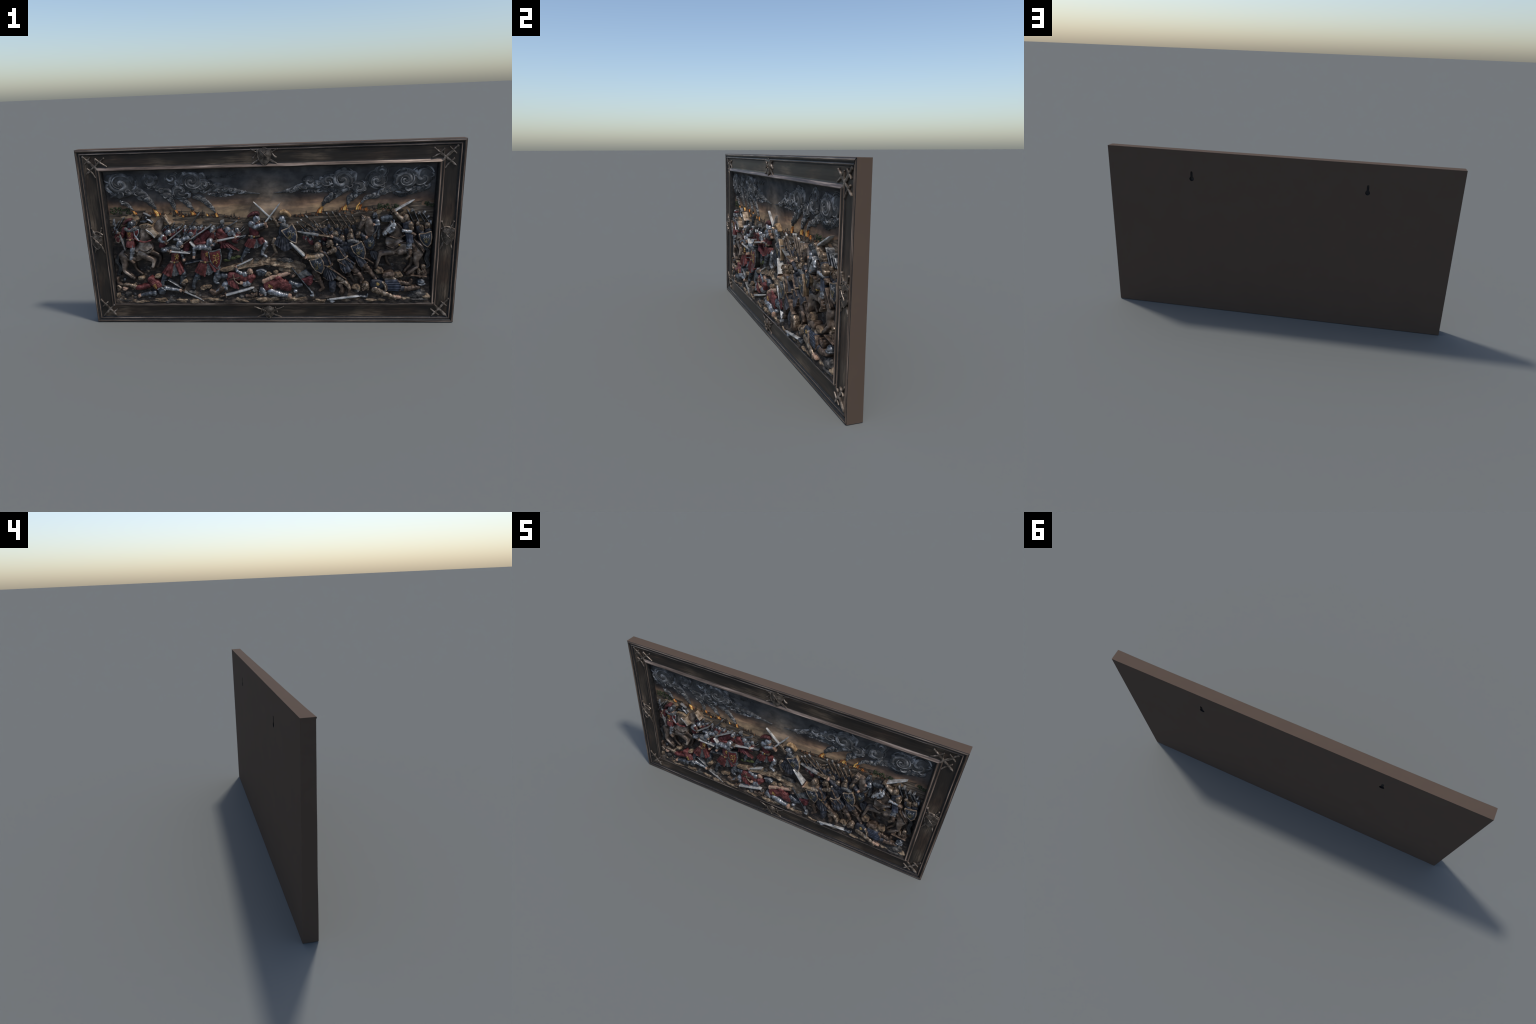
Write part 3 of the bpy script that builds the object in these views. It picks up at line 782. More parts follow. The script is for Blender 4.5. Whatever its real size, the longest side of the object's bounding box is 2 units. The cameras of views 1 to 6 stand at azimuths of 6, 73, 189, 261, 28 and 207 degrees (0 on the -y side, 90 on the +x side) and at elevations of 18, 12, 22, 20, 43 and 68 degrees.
def thicket(x0, x1, z0, z1, count):
    pc = Piece()
    for k in range(count):
        u = rng.random()
        x, z = x0 + (x1 - x0) * u, rng.uniform(z0, z1 - abs(u - 0.35) * 0.6 * (z1 - z0))
        r = rng.uniform(4, 8)
        pc.dome(x, z, r, r * 0.8, 0.009 + rng.uniform(0, 0.003), "foliage", lumps=0.7, seed=k, rings=4, segs=10)
    ob = pc.done("thicket", scene_panel)
    ob["kind"] = "stuff"
thicket(-855, -742, 630, 672, 46)
thicket(585, 690, 630, 660, 40)
thicket(820, 868, 640, 668, 10)

# ------------------------------------------------------------------ rocks and mound
def rock(spot, y, mat, wide=1.3, seed=None, angle=0, name="rock"):
    x, z, r = spot
    pc = Piece()
    pc.dome(x, z, r * wide, r, y, mat, angle, depth=r * 0.0008, lumps=0.75, seed=rng.randrange(99) if seed is None else seed, rings=9, segs=30, flat=2.6)
    pc.done(name, rocks, 30)
rocks = empty("rocks", plaque)
pc = Piece()
pc.plate([(-255, 302), (-194, 330), (-134, 348), (-54, 368), (5, 372), (58, 366), (116, 358), (174, 345), (207, 326), (188, 308), (120, 312), (57, 328), (13, 328), (-26, 329), (-86, 319), (-155, 314), (-210, 302)], 0.001, "rock_tan", 0.005, tilt=(0, 0.30), rough=0.018, seed=4, rings=12, segs=120)
pc.done("rock_ledge", rocks, 40, carved=False)
pc = Piece()
pc.plate([(62, 317), (120, 312), (183, 311), (217, 285), (183, 270), (124, 286), (66, 297)], -0.004, "rock_tan", 0.004, tilt=(0, 0.3), rough=0.015, seed=9, rings=9, segs=80)
pc.plate([(-270, 305), (-224, 320), (-174, 330), (-134, 330), (-175, 309), (-236, 297)], -0.004, "rock_tan", 0.004, tilt=(0, 0.3), rough=0.012, seed=6, rings=8, segs=60)
pc.done("rock_ledge", rocks, 40, carved=False)
for spot in ((-62, 360, 9.5), (92, 356, 15.1), (121, 353, 12.3), (63, 359, 9.5), (-2, 323, 11.4), (-106, 314, 10.4)):
    rock(spot, -0.019, "rock_grey", 1.6)
pc = Piece()
for spot in ((-227, 356, 10.4), (-192, 369, 12.3), (-164, 376, 10.4)):
    pc.dome(spot[0], spot[1], spot[2] * 2, spot[2] * 0.7, -0.008, "moss", lumps=0.7, seed=int(spot[0]) & 15)
pc.done("moss_patch", rocks)
pc = Piece()
for k in range(26):      # broken earth lip along the foot of the scene
    x = -812 + k * 65 + rng.uniform(-14, 14)
    z = 131 + rng.uniform(-5, 9)
    pc.dome(x, z, rng.uniform(30, 58), rng.uniform(8, 15), -0.028 + rng.uniform(-0.005, 0.006), rng.choice(["rock_tan", "rock_tan", "rock_grey"]), rng.uniform(-9, 9), depth=0.013, lumps=0.8, seed=k, rings=9, segs=34, flat=2.5)
pc.done("earth_lip", rocks, 30)
for spot, wide in (((801, 162, 27.2), 1.9), ((850, 150, 19.8), 1.2), ((481, 197, 21.1), 1.2), ((-802, 168, 17), 1.3), ((-861, 159, 18.3), 0.9), ((-156, 150, 16.6), 1.4), ((-364, 202, 14.2), 1.5), ((482, 190, 19.4), 1.1),
                   ((-620, 274, 11.4), 1.6), ((-717, 263, 10.5), 1.8), ((-477, 238, 16.2), 1.2), ((-432, 175, 14.2), 1.8), ((599, 294, 17.6), 1.4), ((696, 270, 17.6), 1.4), ((251, 255, 11.7), 1.3), ((-338, 208, 10.5), 1.7),
                   ((-121, 155, 12.3), 1.6), ((-79, 184, 12.3), 1.3), ((171, 151, 14.2), 1.9), ((-2, 278, 13.2), 1.5), ((42, 288, 11.4), 1.4)):
    rock(spot, -0.026 + rng.uniform(-0.003, 0.005), rng.choice(["rock_grey", "rock_grey", "rock_tan"]), wide)
pc = Piece()
for k in range(420):     # gravel
    x, z = rng.uniform(-850, 850), rng.uniform(138, 330)
    r = rng.uniform(3, 10)
    y = float(ground_y(np.array([x / 1000]), np.array([z / 1000]))[0])
    pc.dome(x, z, r * rng.uniform(1, 1.8), r, y - 0.004, rng.choice(["rock_grey", "rock_tan", "dark_leather", "rock_grey"]), rng.uniform(-40, 40), lumps=0.7, seed=k, rings=4, segs=10)
ob = pc.done("gravel", rocks, 30)
ob["kind"] = "stuff"

# ------------------------------------------------------------------ figure vocabulary
def helmet(par, spot, y, mat, look=1, drop=0.0, crest=None, face=None, beard=False):
    """Open-faced helmet: bowl, brow band, neck guard, and the face under it."""
    x, z, r = spot[:3]
    face = face or ("skin_tanned" if mat == "bronze" else "skin")
    pc = Piece()
    pc.dome(x, z, r, r * 1.08, y, mat, depth=r * 0.0009, rings=8, segs=24)
    pc.limb([(x - look * r * 0.75, z - r * 0.55, r * 0.22), (x - look * r * 0.2, z - r * 0.35, r * 0.2, r * 0.2), (x + look * r * 0.95, z - r * 0.08, r * 0.16)], y + r * 0.0003, mat)
    pc.limb([(x - look * r * 0.8, z - r * 0.5, r * 0.3), (x - look * r * 0.62, z - r * 1.15, r * 0.34)], y + r * 0.0005, mat, bands=2)
    pc.limb([(x - look * r * 0.15, z + r * 0.95, r * 0.1), (x + look * r * 0.12, z + r * 0.4, r * 0.12, r * 0.12), (x + look * r * 0.5, z - r * 0.1, r * 0.1)], y - r * 0.0001, mat)
    if crest:
        pc.limb([(x - look * r * 0.9, z + r * 0.5, r * 0.28), (x - look * r * 0.2, z + r * 1.15, r * 0.3), (x + look * r * 0.5, z + r * 1.0, r * 0.2)], y + r * 0.0003, crest, bands=5, band=0.25)
    pc.done("helmet", par)
    pc = Piece()
    fx, fz = x + look * r * 0.36, z - r * (0.78 + drop)
    pc.dome(fx, fz, r * 0.60, r * 0.62, y + r * 0.00025, face, depth=r * 0.0007, segs=16)
    pc.limb([(fx + look * r * 0.30, fz + r * 0.3, r * 0.10), (fx + look * r * 0.55, fz - r * 0.05, r * 0.15)], y + r * 0.0002, face)
    pc.limb([(fx + look * r * 0.1, fz - r * 0.42, r * 0.2), (fx + look * r * 0.45, fz - r * 0.38, r * 0.15)], y + r * 0.0003, "hair_black" if beard else face)
    pc.limb([(fx + look * r * 0.10, fz + r * 0.22, r * 0.09), (fx + look * r * 0.42, fz + r * 0.22, r * 0.08)], y + r * 0.0002, "dark_leather")
    pc.done("head", par)

def limb_part(par, name, pts, y, mat, bands=0, depth=0.85, end=None, end_mat=None):
    pc = Piece()
    pc.limb(pts, y, mat, bands=bands, depth=depth)
    if end:                                              # hand or boot
        pc.limb(end, y - 0.001, end_mat or mat, depth=0.9)
    return pc.done(name, par)

def arm(par, pts, y, mat, bands=0, hand=True, glove="skin"):
    last = np.array(pts[-1][:2], float)
    way = last - np.array(pts[-2][:2], float)
    way /= np.linalg.norm(way) + 1e-9
    pc = Piece()
    pc.limb(pts, y, mat, bands=bands)
    r0 = pts[0][2]
    pc.dome(pts[0][0], pts[0][1], r0 * 1.2, r0 * 1.15, y - 0.0015, mat, segs=14, rings=5)           # shoulder cop
    if len(pts) > 2:
        q = pts[len(pts) // 2]
        pc.dome(q[0], q[1], q[2] * 1.15, q[2] * 1.15, y - 0.002, mat, segs=12, rings=4)                # elbow cop
    pc.done("arm", par)
    if hand:
        r = pts[-1][2] * 1.05
        h = Piece()
        c0 = last + way * r * 0.9
        h.dome(c0[0], c0[1], r * 1.1, r * 0.95, y - 0.0025, glove, math.degrees(math.atan2(way[1], way[0])), segs=12, rings=5)
        across = np.array([-way[1], way[0]])
        for k in range(4):
            s = c0 + way * r * 0.55 + across * r * (k - 1.5) * 0.42
            h.limb([(s[0] - way[0] * r * .3, s[1] - way[1] * r * .3, r * 0.2), (s[0] + way[0] * r * .35, s[1] + way[1] * r * .35, r * 0.17)], y - 0.003, glove, arc=5)
        h.done("hand", par)

def leg(par, pts, y, mat, boot_mat=None, knee=True, bands=0, toe=None):
    pc = Piece()
    pc.limb(pts, y, mat, bands=bands)
    if knee and len(pts) > 2:
        q = pts[1]
        pc.dome(q[0], q[1], q[2] * 1.12, q[2] * 1.12, y - 0.002, mat, segs=14, rings=5)
        pc.limb([(q[0] - q[2], q[1] - q[2] * .9, q[2] * .22), (q[0] + q[2] * .9, q[1] - q[2], q[2] * .22)], y + 0.0005, mat)
    pc.done("leg", par)
    if toe:
        b = Piece()
        b.limb([(pts[-1][0], pts[-1][1], pts[-1][2] * 1.05), toe], y - 0.001, boot_mat or mat)
        b.done("boot", par)

def torso(par, pts, y, mat, name="tunic", bands=0, depth=0.6):
    pc = Piece()
    pc.limb(pts, y, mat, depth=depth, ends=0.45, arc=13, bands=bands)
    # drag folds in the cloth, running down and across the body
    line = catmull([q[:3] for q in pts], 12)
    way = line[-1, :2] - line[0, :2]
    way /= np.linalg.norm(way) + 1e-9
    side = np.array([-way[1], way[0]])
    for k in range(6):
        u0 = -0.75 + 0.3 * k + rng.uniform(-0.1, 0.1)
        slant = rng.uniform(-0.35, 0.35)
        i0, i1 = rng.randrange(0, 4), rng.randrange(7, 12)
        fold = []
        for j in range(6):
            t = j / 5
            q = line[int(round(i0 + (i1 - i0) * t))]
            u = max(-0.9, min(0.9, u0 + slant * t))
            spot = q[:2] + side * q[2] * u
            fold.append((spot[0], spot[1], 0.5 + q[2] * 0.075 * math.sin(math.pi * (0.1 + 0.8 * t)), -q[2] * depth * (1 - math.sqrt(1 - u * u))))
        pc.limb(fold, y - 0.0012, mat, depth=1.0, arc=5)
    return pc.done(name, par)

def stroke(pc, c0, size, turn, pts, r, y, mat):
    ca, sa = math.cos(math.radians(turn)), math.sin(math.radians(turn))
    q = [(c0[0] + size * (px * ca - pz * sa), c0[1] + size * (px * sa + pz * ca), size * r) for px, pz in pts]
    pc.limb(q, y, mat, depth=0.7, arc=5)

def lion(par, c0, size, turn, y):
    """Rampant beast: body, mane, four paws and a tail."""
    pc = Piece()
    for pts, r in (([(0.15, 0.55), (0.0, 0.1), (0.10, -0.35)], 0.15), ([(0.15, 0.55), (0.38, 0.72), (0.22, 0.9)], 0.14), ([(0.1, 0.4), (-0.3, 0.6), (-0.45, 0.45)], 0.075), ([(0.05, 0.2), (-0.35, 0.1), (-0.45, 0.25)], 0.075),
                   ([(0.1, -0.3), (-0.3, -0.45), (-0.35, -0.8)], 0.09), ([(0.12, -0.35), (0.35, -0.6), (0.15, -0.95)], 0.09), ([(0.15, -0.2), (0.5, -0.05), (0.4, 0.35), (0.6, 0.5)], 0.055)):
        stroke(pc, c0, size, turn, pts, r, y, "gold")
    pc.done("lion_charge", par)

def eagle(par, c0, size, turn, y, pale="charge_pale", warm="charge_gold"):
    """Displayed bird: pale wings and head, gilded breast and tail feathers."""
    pc = Piece()
    stroke(pc, c0, size, turn, [(-0.05, 0.35), (0, 0.0), (0.0, -0.35)], 0.15, y, warm)
    stroke(pc, c0, size, turn, [(0, 0.3), (-0.05, 0.55), (-0.22, 0.52)], 0.09, y, pale)
    for s in (-1, 1):
        stroke(pc, c0, size, turn, [(s * 0.1, 0.2), (s * 0.42, 0.42), (s * 0.52, 0.85)], 0.10, y, pale)
        for k in range(3):
            stroke(pc, c0, size, turn, [(s * (0.2 + 0.1 * k), 0.3 + 0.05 * k), (s * (0.32 + 0.13 * k), 0.0 + 0.1 * k), (s * (0.36 + 0.12 * k), -0.25 + 0.16 * k)], 0.05, y + 0.0004, pale if k == 2 else warm)
        stroke(pc, c0, size, turn, [(s * 0.06, -0.25), (s * 0.26, -0.45), (s * 0.38, -0.42)], 0.045, y, warm)
        stroke(pc, c0, size, turn, [(s * 0.04, -0.35), (s * 0.14, -0.65), (s * 0.26, -0.75)], 0.06, y, warm)
    stroke(pc, c0, size, turn, [(0, -0.3), (0, -0.85)], 0.06, y, warm)
    pc.done("eagle_charge", par)

def shield(par, outline, y, face, charge=None, size=0, turn=0, rim="shield_rim", bulge=0.005, rim_r=3.2, side="shield_side", tilt=(0, 0), aim=(0, 0)):
    pc = Piece()
    pc.plate(outline, y, face, bulge, sharp=True, wall_mat=side, tilt=tilt, segs=60)
    pc.done("shield", par)
    pc = Piece()
    ring = [(q[0], q[1], rim_r) for q in outline]
    dense = []
    for k, q in enumerate(ring):
        nx = ring[(k + 1) % len(ring)]
        dense += [tuple(np.array(q) + (np.array(nx) - np.array(q)) * t) for t in (0.0, 0.33, 0.67)]
    o = np.array([[q[0], q[1]] for q in dense]).mean(0)
    dense = [(q[0] + (o[0] - q[0]) * 0.03, q[1] + (o[1] - q[1]) * 0.03, q[2], -1000 * (tilt[0] * (q[0] - o[0]) + tilt[1] * (q[1] - o[1])) / 1000) for q in dense]
    pc.limb(dense, y - 0.0018, rim, closed=True, arc=7, depth=0.8, back=y + 0.004)
    pc.done("shield_rim", par)
    if charge:
        charge(par, (o[0] + aim[0], o[1] + aim[1]), size, turn, y - bulge - 0.0004)

def belt(par, pts, y, mat="leather"):
    pc = Piece()
    pc.limb(pts, y, mat, bands=3, depth=0.7)
    q = pts[len(pts) // 2]
    pc.dome(q[0], q[1], q[2] * 1.3, q[2] * 1.3, y - 0.0012, "gold", segs=10, rings=4)
    pc.done("belt", par)

def weapon(par, grip, tip, width, y, blade="blade_steel", hilt="leather", name="sword", **kw):
    pc = Piece()
    pc.sword(grip, tip, width * 0.87, y, blade, hilt, **kw)
    return pc.done(name, par)

def spear(par, foot, head, y, shaft=1.6, mat="wood_pole", point="grey_blade", y_head=None, blade=True):
    pc = Piece()
    p0, p1 = np.array(foot[:2], float), np.array(head[:2], float)
    k = p0 + (p1 - p0) * 0.86
    drop = 0 if y_head is None else (y - y_head) * 1000
    pc.limb([(p0[0], p0[1], shaft), (k[0], k[1], shaft, drop * .86)], y, mat, arc=5)
    if blade:
        pc.limb([(k[0], k[1], shaft * 0.9, drop * .86), (*(p0 + (p1 - p0) * 0.92), shaft * 1.9, drop), (p1[0], p1[1], 0.5, drop)], y - 0.0005, point, arc=5)
    pc.done("spear", par)

def cloth(par, outline, y, mat, bulge=0.006, name="cloth", rough=0.006):
    pc = Piece()
    pc.plate(outline, y, mat, bulge, rough=rough, seed=int(abs(outline[0][0])) % 50, rings=9, segs=60)
    pc.done(name, par)

# ------------------------------------------------------------------ horses
def horse(par_name, y, body, neck, head, legs_near, legs_far, tail, hide, far_hide, muscles=(), mane="hair_black"):
    h = empty(par_name, plaque)
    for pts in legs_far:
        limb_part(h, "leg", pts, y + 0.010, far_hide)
    if tail:
        pc = Piece()
        for k in range(4):
            pc.limb([(q[0] + (k - 1.5) * q[2] * 0.5, q[1] + rng.uniform(-4, 4), q[2] * 0.42) for q in tail], y + 0.010 - 0.001 * (k % 2), mane)
        pc.done("tail", h)
    pc = Piece()
    for pts, dy in body:
        pc.limb(pts, y + dy, hide, depth=0.55, arc=15, ends=0.8)
    for spot in muscles:
        pc.dome(spot[0], spot[1], spot[2] * 1.15, spot[2], y - 0.0035, hide, depth=spot[2] * 0.0005, rings=9, segs=28)
    pc.done("torso", h)
    pc = Piece()
    pc.limb(neck, y + 0.001, hide, depth=0.6, arc=13)
    pc.done("neck", h)
    for pts in legs_near:
        pc = Piece()
        pc.limb(pts, y - 0.003, hide, depth=0.75, arc=11)
        last, prev = np.array(pts[-1][:2]), np.array(pts[-2][:2])
        way = (last - prev) / (np.linalg.norm(last - prev) + 1e-9)
        r = pts[-1][2]
        pc.limb([(last[0], last[1], r * 1.05), (*(last + way * r * 1.5), r * 1.3)], y - 0.0035, "dark_leather")
        pc.done("leg", h)
    pc = Piece()
    pc.limb(head, y - 0.004, hide, depth=0.8, arc=11)
    p0, p1 = np.array(head[0]), np.array(head[-1])
    way = (p1 - p0)[:2] / np.linalg.norm((p1 - p0)[:2])
    up = np.array([-way[1], way[0]]) * (1 if way[0] > 0 else -1)
    for s in (0.1, 0.6):      # ears
        base = p0[:2] + up * p0[2] * 0.5 - way * p0[2] * s
        tip = base + up * p0[2] * 0.95 - way * p0[2] * 0.2
        pc.limb([(*base, p0[2] * 0.28), (*tip, 0.6)], y - 0.004, hide, arc=5)
    eye = p0[:2] + way * p0[2] * 0.9 + up * p0[2] * 0.2
    pc.dome(eye[0], eye[1], p0[2] * 0.16, p0[2] * 0.16, y - 0.006, "hair_black", segs=8, rings=3)
    nost = p1[:2] + way * p1[2] * 0.3 + up * p1[2] * 0.15
    pc.dome(nost[0], nost[1], p1[2] * 0.25, p1[2] * 0.2, y - 0.0055, "hair_black", segs=8, rings=3)
    pc.done("head", h)
    # bridle
    pc = Piece()
    for t in (0.25, 0.68):
        q = p0 + (p1 - p0) * t
        o = up * q[2] * 0.95
        pc.limb([(*(q[:2] - o), 1.6), (*q[:2], 1.6, 3.0), (*(q[:2] + o), 1.6)], y - 0.003, "leather", arc=5)
    pc.done("bridle", h)
    return h

def mane_locks(par, line, y, mat="hair_black", count=9, length=16):
    pc = Piece()
    p = catmull([q[:2] for q in line], count)
    for k in range(count):
        pc.limb([(p[k][0], p[k][1], 4.2), (p[k][0] + rng.uniform(-3, 3), p[k][1] - length * 0.5, 4.0), (p[k][0] + rng.uniform(-4, 4), p[k][1] - length, 1.2)], y - 0.001 * (k % 2), mat, arc=5)
    pc.done("mane", par)

# grey-brown charger, left
left_horse = horse("horse", -0.022,
    body=[([(-800, 403, 31.6), (-757, 394, 37.3), (-707, 416, 42.6), (-679, 451, 36.5)], 0.0), ([(-684, 468, 32.5), (-666, 433, 34.5)], -0.002), ([(-814, 399, 25.1), (-798, 381, 26.8)], -0.001)],
    neck=[(-671, 546, 25.1), (-679, 512, 33.3), (-679, 473, 37.3)],
    head=[(-655, 550, 19.5), (-634, 531, 16.2), (-613, 509, 13.4)],
    legs_near=[[(-700, 402, 23.5), (-671, 384, 17), (-640, 369, 12.2), (-638, 348, 8.1), (-645, 328, 7.7)], [(-807, 381, 25.1), (-805, 345, 17), (-810, 309, 9.7), (-788, 288, 8.1), (-766, 269, 8.1)]],
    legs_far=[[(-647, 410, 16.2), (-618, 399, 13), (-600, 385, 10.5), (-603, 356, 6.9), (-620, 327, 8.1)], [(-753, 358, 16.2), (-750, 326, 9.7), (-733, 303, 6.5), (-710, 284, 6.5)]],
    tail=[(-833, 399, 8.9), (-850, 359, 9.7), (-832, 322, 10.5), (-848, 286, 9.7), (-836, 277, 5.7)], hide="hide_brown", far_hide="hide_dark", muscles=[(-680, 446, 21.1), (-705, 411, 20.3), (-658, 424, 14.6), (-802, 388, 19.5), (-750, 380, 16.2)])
pc = Piece()
pc.plate([(-660, 551), (-625, 558), (-610, 539), (-593, 520), (-614, 500), (-631, 516), (-651, 531)], -0.030, "pale_bronze", 0.003, sharp=True, wall_mat="pale_bronze")
pc.limb([(-656, 548, 2.8), (-630, 528, 3.7), (-615, 504, 2.4)], -0.034, "silver_trim")
pc.plate([(-694, 570), (-655, 577), (-630, 569), (-627, 558), (-660, 551), (-689, 555)], -0.022, "bronze", 0.003, wall_mat="shield_side")
pc.done("face_highlight", left_horse)
mane_locks(left_horse, [(-695, 560), (-702, 530), (-702, 499)], -0.026, count=10, length=10)
pc = Piece()
pc.limb([(-727, 502, 3.7), (-704, 483, 3.7), (-670, 477, 3.7), (-637, 486, 3.2)], -0.031, "crimson", depth=0.9)
pc.limb([(-725, 543, 3.2), (-722, 513, 3.2), (-703, 484, 2.8)], -0.030, "silver_trim")
pc.limb([(-709, 433, 2.8), (-676, 420, 2.8), (-640, 437, 2.8)], -0.030, "dark_leather")
pc.limb([(-798, 417, 3.2), (-766, 394, 3.7), (-720, 416, 3.2)], -0.028, "dark_leather")
pc.plate([(-797, 426), (-761, 434), (-724, 416), (-728, 380), (-751, 371), (-795, 390)], -0.021, "hide_dark", 0.003, rough=0.003)
pc.done("harness", left_horse)
# second horse behind it
h = horse("horse", -0.012, body=[([(-605, 547, 24.3), (-600, 512, 25.1)], 0.003)], neck=[(-571, 594, 15.4), (-590, 568, 22.3), (-602, 538, 24.3)],
    head=[(-563, 608, 12.2), (-548, 591, 10.1), (-530, 574, 6.9)], legs_near=[], legs_far=[], tail=None, hide="hide_brown", far_hide="hide_dark")
pc = Piece()
pc.limb([(-553, 620, 4.1), (-541, 597, 3.7), (-525, 571, 3.2)], -0.020, "pale_bronze")  # highlight along the horse's face, built as a pale strip; no plate here
pc.done("face_highlight", h)

# bay charger, right
right_horse = horse("horse", -0.024,
    body=[([(787, 425, 36), (745, 420, 36), (702, 426, 43.1), (663, 449, 39.5)], 0.0), ([(658, 463, 34.3), (655, 431, 27.2)], -0.002), ([(796, 424, 31.6), (796, 388, 26.4)], -0.001)],
    neck=[(676, 543, 22.8), (681, 516, 29.9), (679, 480, 36.9)],
    head=[(657, 548, 17.6), (638, 526, 14.9), (618, 502, 11.4)],
    legs_near=[[(665, 403, 20.2), (635, 397, 14.1), (601, 388, 10.5), (591, 353, 6.6), (582, 323, 6.6)], [(798, 388, 27.2), (789, 351, 15.8), (795, 319, 8.8), (775, 302, 7), (752, 281, 6.6)]],
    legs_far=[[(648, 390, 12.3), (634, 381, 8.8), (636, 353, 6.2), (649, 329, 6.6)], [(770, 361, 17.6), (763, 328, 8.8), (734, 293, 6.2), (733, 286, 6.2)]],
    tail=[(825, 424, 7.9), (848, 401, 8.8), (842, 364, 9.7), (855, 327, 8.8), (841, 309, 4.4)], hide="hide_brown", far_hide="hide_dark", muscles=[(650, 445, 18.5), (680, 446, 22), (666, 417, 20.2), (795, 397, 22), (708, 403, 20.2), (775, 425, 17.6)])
pc = Piece()
pc.limb([(665, 554, 13.2), (647, 535, 13.6), (627, 514, 10.1), (615, 498, 8.3)], -0.034, "silver_trim", depth=0.7, arc=11)
pc.limb([(658, 562, 2.6), (638, 538, 3.1), (618, 515, 2.6), (610, 500, 2.2)], -0.035, "blade_steel")
pc.limb([(663, 534, 8.8), (656, 521, 7.9), (643, 510, 4.4)], -0.036, "steel", bands=3)
for q0, q1 in (((641, 547), (661, 523)), ((623, 522), (639, 503)), ((613, 507), (626, 490))):
    pc.limb([(*q0, 1.8), ((q0[0] + q1[0]) / 2, (q0[1] + q1[1]) / 2, 1.8, 4.5), (*q1, 1.8)], -0.032, "dark_leather", arc=5)
pc.limb([(650, 559, 4), (646, 572, 1.3)], -0.033, "silver_trim"); pc.limb([(662, 563, 4), (664, 577, 1.3)], -0.032, "silver_trim")
pc.dome(*(618, 496, 6.2), 5, -0.036, "dark_steel"); pc.dome(*(650, 540, 4), 3.5, -0.038, "hair_black", segs=10, rings=4)
pc.done("face_highlight", right_horse)
mane_locks(right_horse, [(675, 561), (697, 543), (715, 516)], -0.027, "dark_leather", 9, 14)
pc = Piece()
pc.plate([(596, 589), (623, 599), (654, 599), (657, 579), (641, 566), (607, 566), (601, 575)], -0.014, "dark_steel", 0.004, rough=0.004)
pc.limb([(644, 490, 4), (683, 478, 4), (720, 495, 4)], -0.034, "leather", depth=0.9)
pc.limb([(629, 440, 3.5), (668, 426, 3.5), (697, 448, 4), (726, 455, 3.5)], -0.035, "dark_leather")
pc.limb([(630, 429, 2.2), (669, 416, 2.2), (697, 437, 2.2)], -0.034, "dark_leather")
pc.dome(*(695, 444, 7), 6, -0.036, "gold")
pc.plate([(756, 452), (779, 456), (791, 402), (767, 404), (760, 425)], -0.025, "leather", 0.004, rough=0.003)
pc.plate([(766, 468), (786, 456), (826, 415), (821, 394), (801, 411), (773, 447)], -0.026, "dark_leather", 0.003)
pc.limb([(772, 470, 2.6), (800, 433, 2.6), (823, 401, 2.6)], -0.031, "leather")
pc.done("harness", right_horse)
# led horse behind, right
h = horse("horse", -0.014, body=[([(546, 523, 29.2), (559, 490, 27.2)], 0.003)], neck=[(530, 578, 17.5), (544, 546, 27.2), (551, 511, 29.2)],
    head=[(513, 585, 13.2), (502, 557, 11.7), (489, 530, 8.6)], legs_near=[], legs_far=[], tail=None, hide="hide_brown", far_hide="hide_dark", mane="hide_dark")
pc = Piece()
pc.limb([(582, 540, 2.7), (575, 516, 2.7), (557, 494, 2.7)], -0.022, "mail_grey")
pc.limb([(502, 577, 2.3), (517, 580, 2.3), (518, 594, 1.9)], -0.023, "pale_bronze")
pc.done("harness", h)

# ------------------------------------------------------------------ far crowd
def crowd(name, centre, spread, count, bowl, coats, y, size, lean):
    pc = Piece()
    for k in range(count):
        x = centre[0] + spread[0] * rng.uniform(-1, 1)
        z = centre[1] + spread[1] * rng.uniform(-1, 1)
        r = size * rng.uniform(0.75, 1.2)
        yy = y - 0.00008 * (centre[1] + spread[1] - z)
        pc.limb([(x - lean * r, z - r * 3.4, r * 1.0), (x, z - r * 1.9, r * 1.5)], yy + 0.003, rng.choice(coats), depth=0.5, arc=7)
        pc.dome(x, z, r, r * 1.1, yy, rng.choice(bowl), segs=12, rings=5)
        pc.dome(x + lean * r * 0.35, z - r * 0.7, r * 0.55, r * 0.6, yy + 0.001, "skin", segs=8, rings=3)
        if rng.random() < 0.4:
            a0 = rng.uniform(0.5, 1.1)
            pc.limb([(x, z - r * 2, 1.3), (x + lean * math.cos(a0) * r * 6, z + math.sin(a0) * r * 5, 0.9)], yy + 0.001, rng.choice(["wood_pole", "grey_blade"]), arc=5)
    ob = pc.done(name, plaque)
    ob["kind"] = "stuff"

crowd("distant_soldiers", (-400, 543), (230, 14), 46, ["dark_steel", "dark_steel", "steel"], ["maroon", "dark_steel", "dark_leather"], 0.006, 6.5, 1)
crowd("distant_soldiers", (-330, 515), (180, 14), 22, ["steel", "dark_steel", "dark_steel"], ["maroon", "crimson", "dark_steel"], 0.001, 8, 1)
crowd("distant_soldiers", (330, 540), (120, 14), 26, ["bronze", "dark_steel", "bronze"], ["navy", "dark_leather", "leather"], 0.005, 6.5, -1)
crowd("distant_soldiers", (300, 490), (110, 35), 24, ["dark_steel", "dark_steel"], ["navy", "dark_leather", "maroon"], 0.006, 8, -1)
crowd("distant_soldiers", (-790, 545), (60, 16), 7, ["dark_steel", "steel"], ["maroon", "dark_leather"], 0.002, 8, 1)

